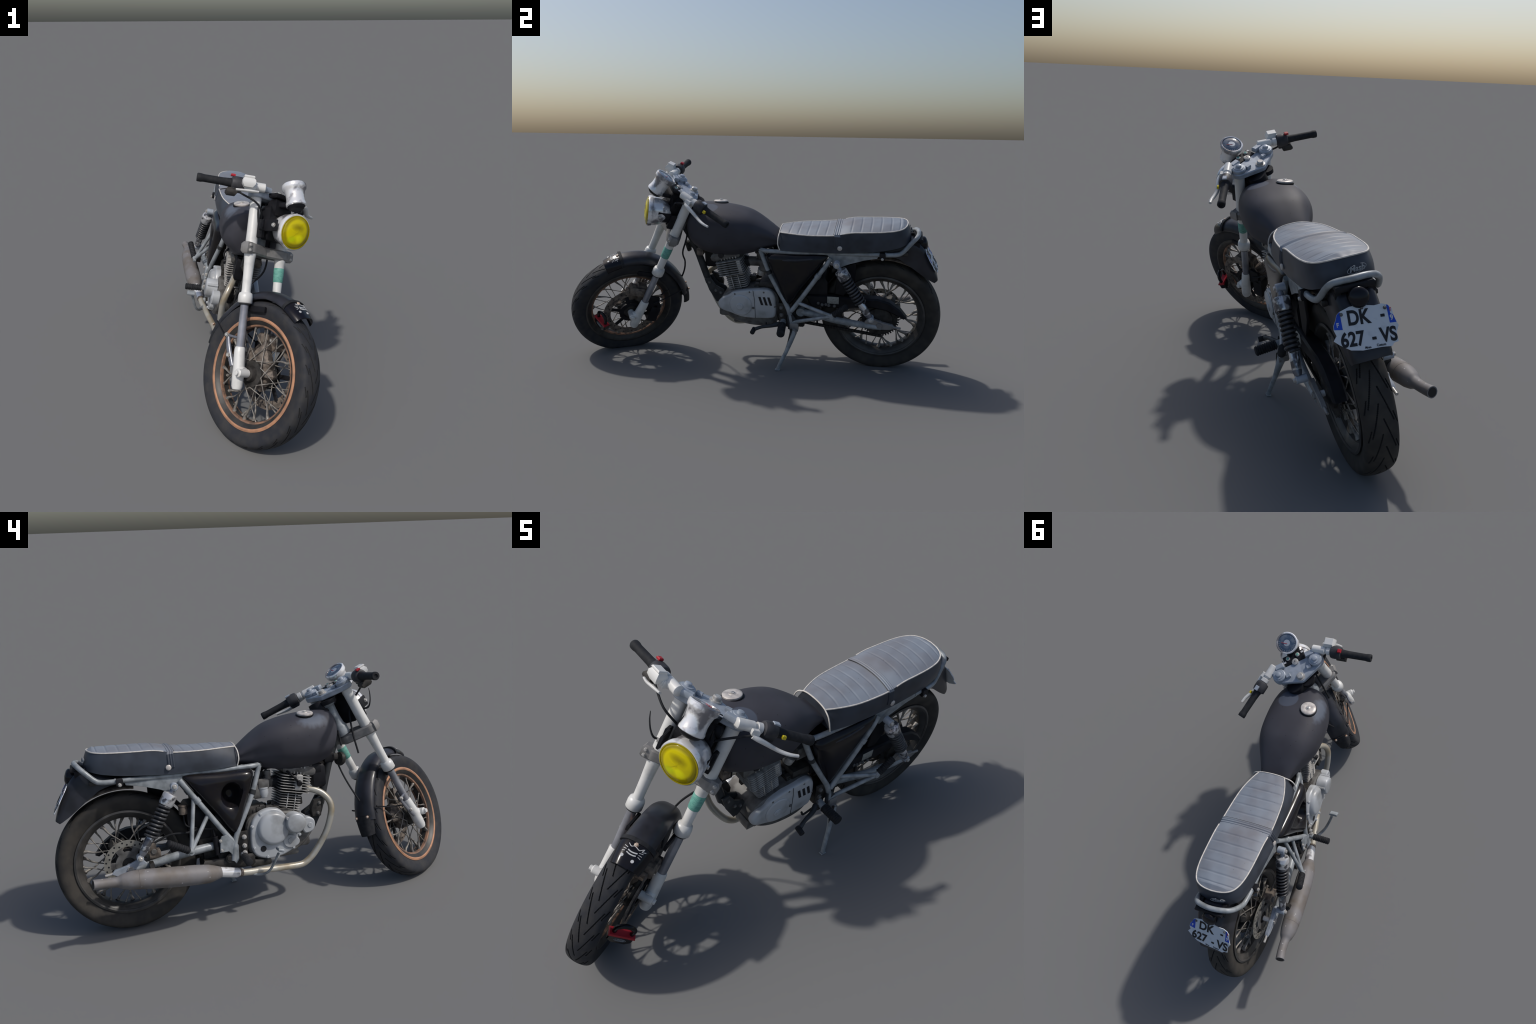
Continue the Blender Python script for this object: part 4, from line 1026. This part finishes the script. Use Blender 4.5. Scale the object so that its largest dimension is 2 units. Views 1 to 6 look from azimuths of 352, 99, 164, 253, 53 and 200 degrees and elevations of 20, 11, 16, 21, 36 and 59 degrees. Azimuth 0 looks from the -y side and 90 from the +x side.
add("speedometer_needle", xf(box((.012, -.004, .1012), (.030, .0022, .0012), .0004, Matrix.Rotation(-.6, 4, 'Z')), SPM), "red", FORK, spd)
add("speedometer_hub", lathe([(.016, .0990), (.016, .1003), (0, .1005)], sp_o, SPA, 24), "alu_grey", FORK, spd)
add("speedometer_ticks", join(*[xf(box((.039, 0, .0990), (.007, .0014, .0006), .0002), SPM @ Matrix.Rotation(a, 4, 'Z')) for a in np.linspace(-.6, pi + .6, 19)]), "silver_print", FORK, spd, stuff=True)
# headlight
HA = Vector((-.19, -.958, -.215)).normalized()
HO = Vector((.008, -.208, -.165)) - HA * .012
hl = add("headlight", lathe([(.012, -.112), (.040, -.106), (.058, -.088), (.0695, -.058), (.0745, -.026), (.0765, -.010), (.0795, -.008), (.0800, .006), (.0765, .012), (.0705, .0125), (.069, .006), (0, .004)], HO, HA, 56), "chrome", FORK)
prof = [(.0708, .0105)]
lens_v, lens_f = lathe([(.0712, .008), (.0700, .014), (.062, .0185), (.042, .0235), (.018, .026), (0, .0265)], HO, HA, 40)
rr_ = np.random.default_rng(3)
lens_v = [tuple(np.array(v) + np.array(HA) * rr_.normal(0, .0003)) for v in lens_v]
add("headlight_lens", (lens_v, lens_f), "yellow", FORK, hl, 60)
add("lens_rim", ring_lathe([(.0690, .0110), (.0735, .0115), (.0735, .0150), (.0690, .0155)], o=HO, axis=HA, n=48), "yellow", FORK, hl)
for s in (1, -1):
    add("headlight_bracket", join(box((s*.081, -.140, -.150), (.010, .075, .050), .003), box((s*.088, -.085, -.165), (.016, .05, .08), .004)), "black", FORK, hl)
    bolts("bracket_bolt", [(s*.087, -.164, -.150)], (s, 0, 0), .008, .008, frame=FORK, parent=hl)
add("headlight_wiring", join(box((0, -.085, -.130), (.130, .060, .150), .02), box((0, -.105, -.06), (.10, .05, .07), .015), box((.03, -.060, -.06), (.09, .08, .05), .015),
     *[tube([(rng.uniform(-.06, .06), -.12, rng.uniform(-.1, -.03)), (rng.uniform(-.07, .07), -.10, -.13), (rng.uniform(-.06, .06), -.07, -.20)], .005, 6) for _ in range(7)]), "black", FORK, stuff=True)
add("steering_cover", join(tube([(.045, .012, -.035), (.040, .02, -.065), (.02, .015, -.10)], [.045, .045, .035], 14), tube([(-.02, .012, -.035), (-.02, .015, -.055)], .036, 14)), "black", FORK)
# cables and indicator stalks
cb = add("brake_cable", tube([(.055, -.03, -.06), (.090, .015, -.22), (.092, .030, -.33), (.055, .085, -.41), (.020, .120, -.50), (.010, .115, -.57), (.045, .03, -.66)], .0045, 8), "rubber", FORK)
add("clutch_cable", tube([(.165, -.095, -.01), (.10, -.12, -.05), (.04, -.07, -.12), (.0, .02, -.18), (.0, .06, -.26)], .0045, 8), "rubber", FORK)
add("throttle_hose", tube([(-.20, -.05, -.03), (-.13, -.10, -.07), (-.06, -.06, -.13), (-.055, .0, -.22), (-.05, .035, -.33)], .0045, 8), "rubber", FORK)
ind = add("indicator_stalk", tube([(-.095, -.110, -.172), (-.118, -.118, -.172), (-.136, -.124, -.150), (-.150, -.128, -.118), (-.158, -.130, -.088)], [.007, .008, .006, .005, .003], 8, flat=.5), "rubber", FORK)
add("horn", join(lathe([(.012, -.02), (.030, -.014), (.034, 0), (.030, .008), (0, .010)], (-.015, -.365, .640), (.3, -.8, -.2), 24), box((-.01, -.335, .655), (.03, .03, .03), .004)), "grime")

# ------------------------------------------------------------------ front fender (wheel frame, angle from rear through top)
FEND = FORK @ Matrix.Translation((.006, -.113, -.780))
def fr_r(t): return float(np.interp(t, [0, .25, .5, .75, 1], [.343, .342, .350, .356, .349]))
rad = math.radians
ff = add("fender", arc_shell((0, 0), fr_r, rad(29), rad(117), .056, .005, .034, 44, 21), "fender", FEND, None, 60)
cap_f = add("fender_cap", arc_shell((0, 0), lambda t: .355 - .013 * t, rad(114.5), rad(131), .060, .006, .038, 10, 21, lambda t: 1.04 - .16 * t * t), "gloss", FEND, ff, 60)
add("cap_band", arc_shell((0, 0), .3575, rad(114.0), rad(116.5), .065, .008, .036, 4, 21), "rubber", FEND, ff)
flap = add("mud_flap", arc_shell((0, 0), lambda t: .352 - .004 * t, rad(16.5), rad(33), .052, .004, .036, 12, 21, lambda t: .72 + .28 * t), "rubber", FEND, ff, 60)
for x in (-.036, .027):
    a = rad(31.5)
    bolts("fender_rivet", [(x, .3480 * math.cos(a), .3480 * math.sin(a))], (0, math.cos(a), math.sin(a)), .0055, .006, "bolt_rust", frame=FEND, parent=ff)
a = rad(117.5)
bolts("fender_screw", [(-.002, .352 * math.cos(a), .352 * math.sin(a))], (0, math.cos(a), math.sin(a)), .007, .006, "bolt_rust", frame=FEND, parent=ff)
for s in (1, -1):
    add("fender_bracket", join(box((s*.074, -.0, .270), (.012, .10, .025), .003), box((s*.080, .05, .300), (.010, .03, .035), .003)), "black", FEND, ff)
    add("fender_stay", tube([(s*.072, .24, .20), (s*.085, .16, .14), (s*.10, .09, .10)], .0035, 8), "black", FEND, ff)
# white painted skull-fish style marks on the cap, laid on its curved surface
def on_cap(x, deg, h=.0012):
    t = (deg - 114.5) / 16.5
    u = x / .061
    rr0 = .355 - .013 * t - .038 * min(1, abs(u)) ** 3.2 + h
    a = rad(deg)
    return (x, rr0 * math.cos(a), rr0 * math.sin(a))
marks = []
def stroke(pts, r=.0016): marks.append(tube([on_cap(x, d) for x, d in pts], r, 6, 3, flat=1))
for dx in (-.012, -.005, .001, .007): pass
stroke([(-.018, 121.6), (-.006, 122.1), (.006, 122.0), (.016, 121.6)], .0024)
stroke([(-.019, 123.0), (-.006, 123.6), (.008, 123.5), (.015, 123.1)], .0022)
stroke([(-.026, 118.2), (-.014, 119.4), (-.004, 118.5), (.008, 119.2), (.016, 119.6)], .0015)
stroke([(.016, 119.6), (.030, 117.7), (.026, 119.6), (.038, 118.6)], .0016)
for k in range(3):
    stroke([(-.022 - .002 * k, 120.6 + 1.1 * k), (-.035, 119.9 + 1.6 * k)], .0012)
    stroke([(.020 + .001 * k, 120.8 + 1.1 * k), (.033, 120.2 + 1.6 * k)], .0012)
add("fender_marking", join(*marks), "white", FEND, cap_f)
for x, dd in ((-.027, 125.6), (.014, 126.4)):
    c = on_cap(x, dd, .0002); a = rad(dd)
    add("fender_dot", lathe([(.0058, -.001), (.0055, .0015), (0, .0018)], c, (x * 6, math.cos(a), math.sin(a)), 16), "white", FEND, cap_f)

# ------------------------------------------------------------------ disc lock on the front brake disc
LX = Vector((.091, .042, -.003)).normalized(); LZ = Vector((0, -.35, .94)).normalized()
LY = LZ.cross(LX).normalized(); LZ = LX.cross(LY)
LOCK = FORK @ basis(Vector((.084, -.263, -.848)), LX, LY, LZ)
dl = add("disc_lock", join(prism([(-.046, .0), (.046, .0), (.046, -.028), (.026, -.048), (-.026, -.048), (-.046, -.028)], -.017, .017, 1, .004),
     tube([(-.030, .0, .004), (-.030, .0, .040), (-.010, .0, .058), (.016, .0, .058), (.034, .0, .040), (.034, .0, .004)], .009, 12)), "gloss", LOCK)
add("lock_red_cap", box((0, 0, .004), (.098, .036, .013), .004), "red", LOCK, dl)
text("lock_lettering", "LOCK", .013, LOCK @ Matrix.Translation((0, -.0180, -.018)) @ Matrix.Rotation(pi / 2, 4, 'X'), "silver_print", dl, .0006, .0004)
add("lock_badge", tube([(.022 * math.cos(t), -.0175, -.018 + .009 * math.sin(t)) for t in np.linspace(0, 2 * pi, 24)], .0009, 6, smooth=False), "silver_print", LOCK, dl)

# ------------------------------------------------------------------ finish
for ob in bpy.data.objects:
    if "_w" in ob: del ob["_w"]
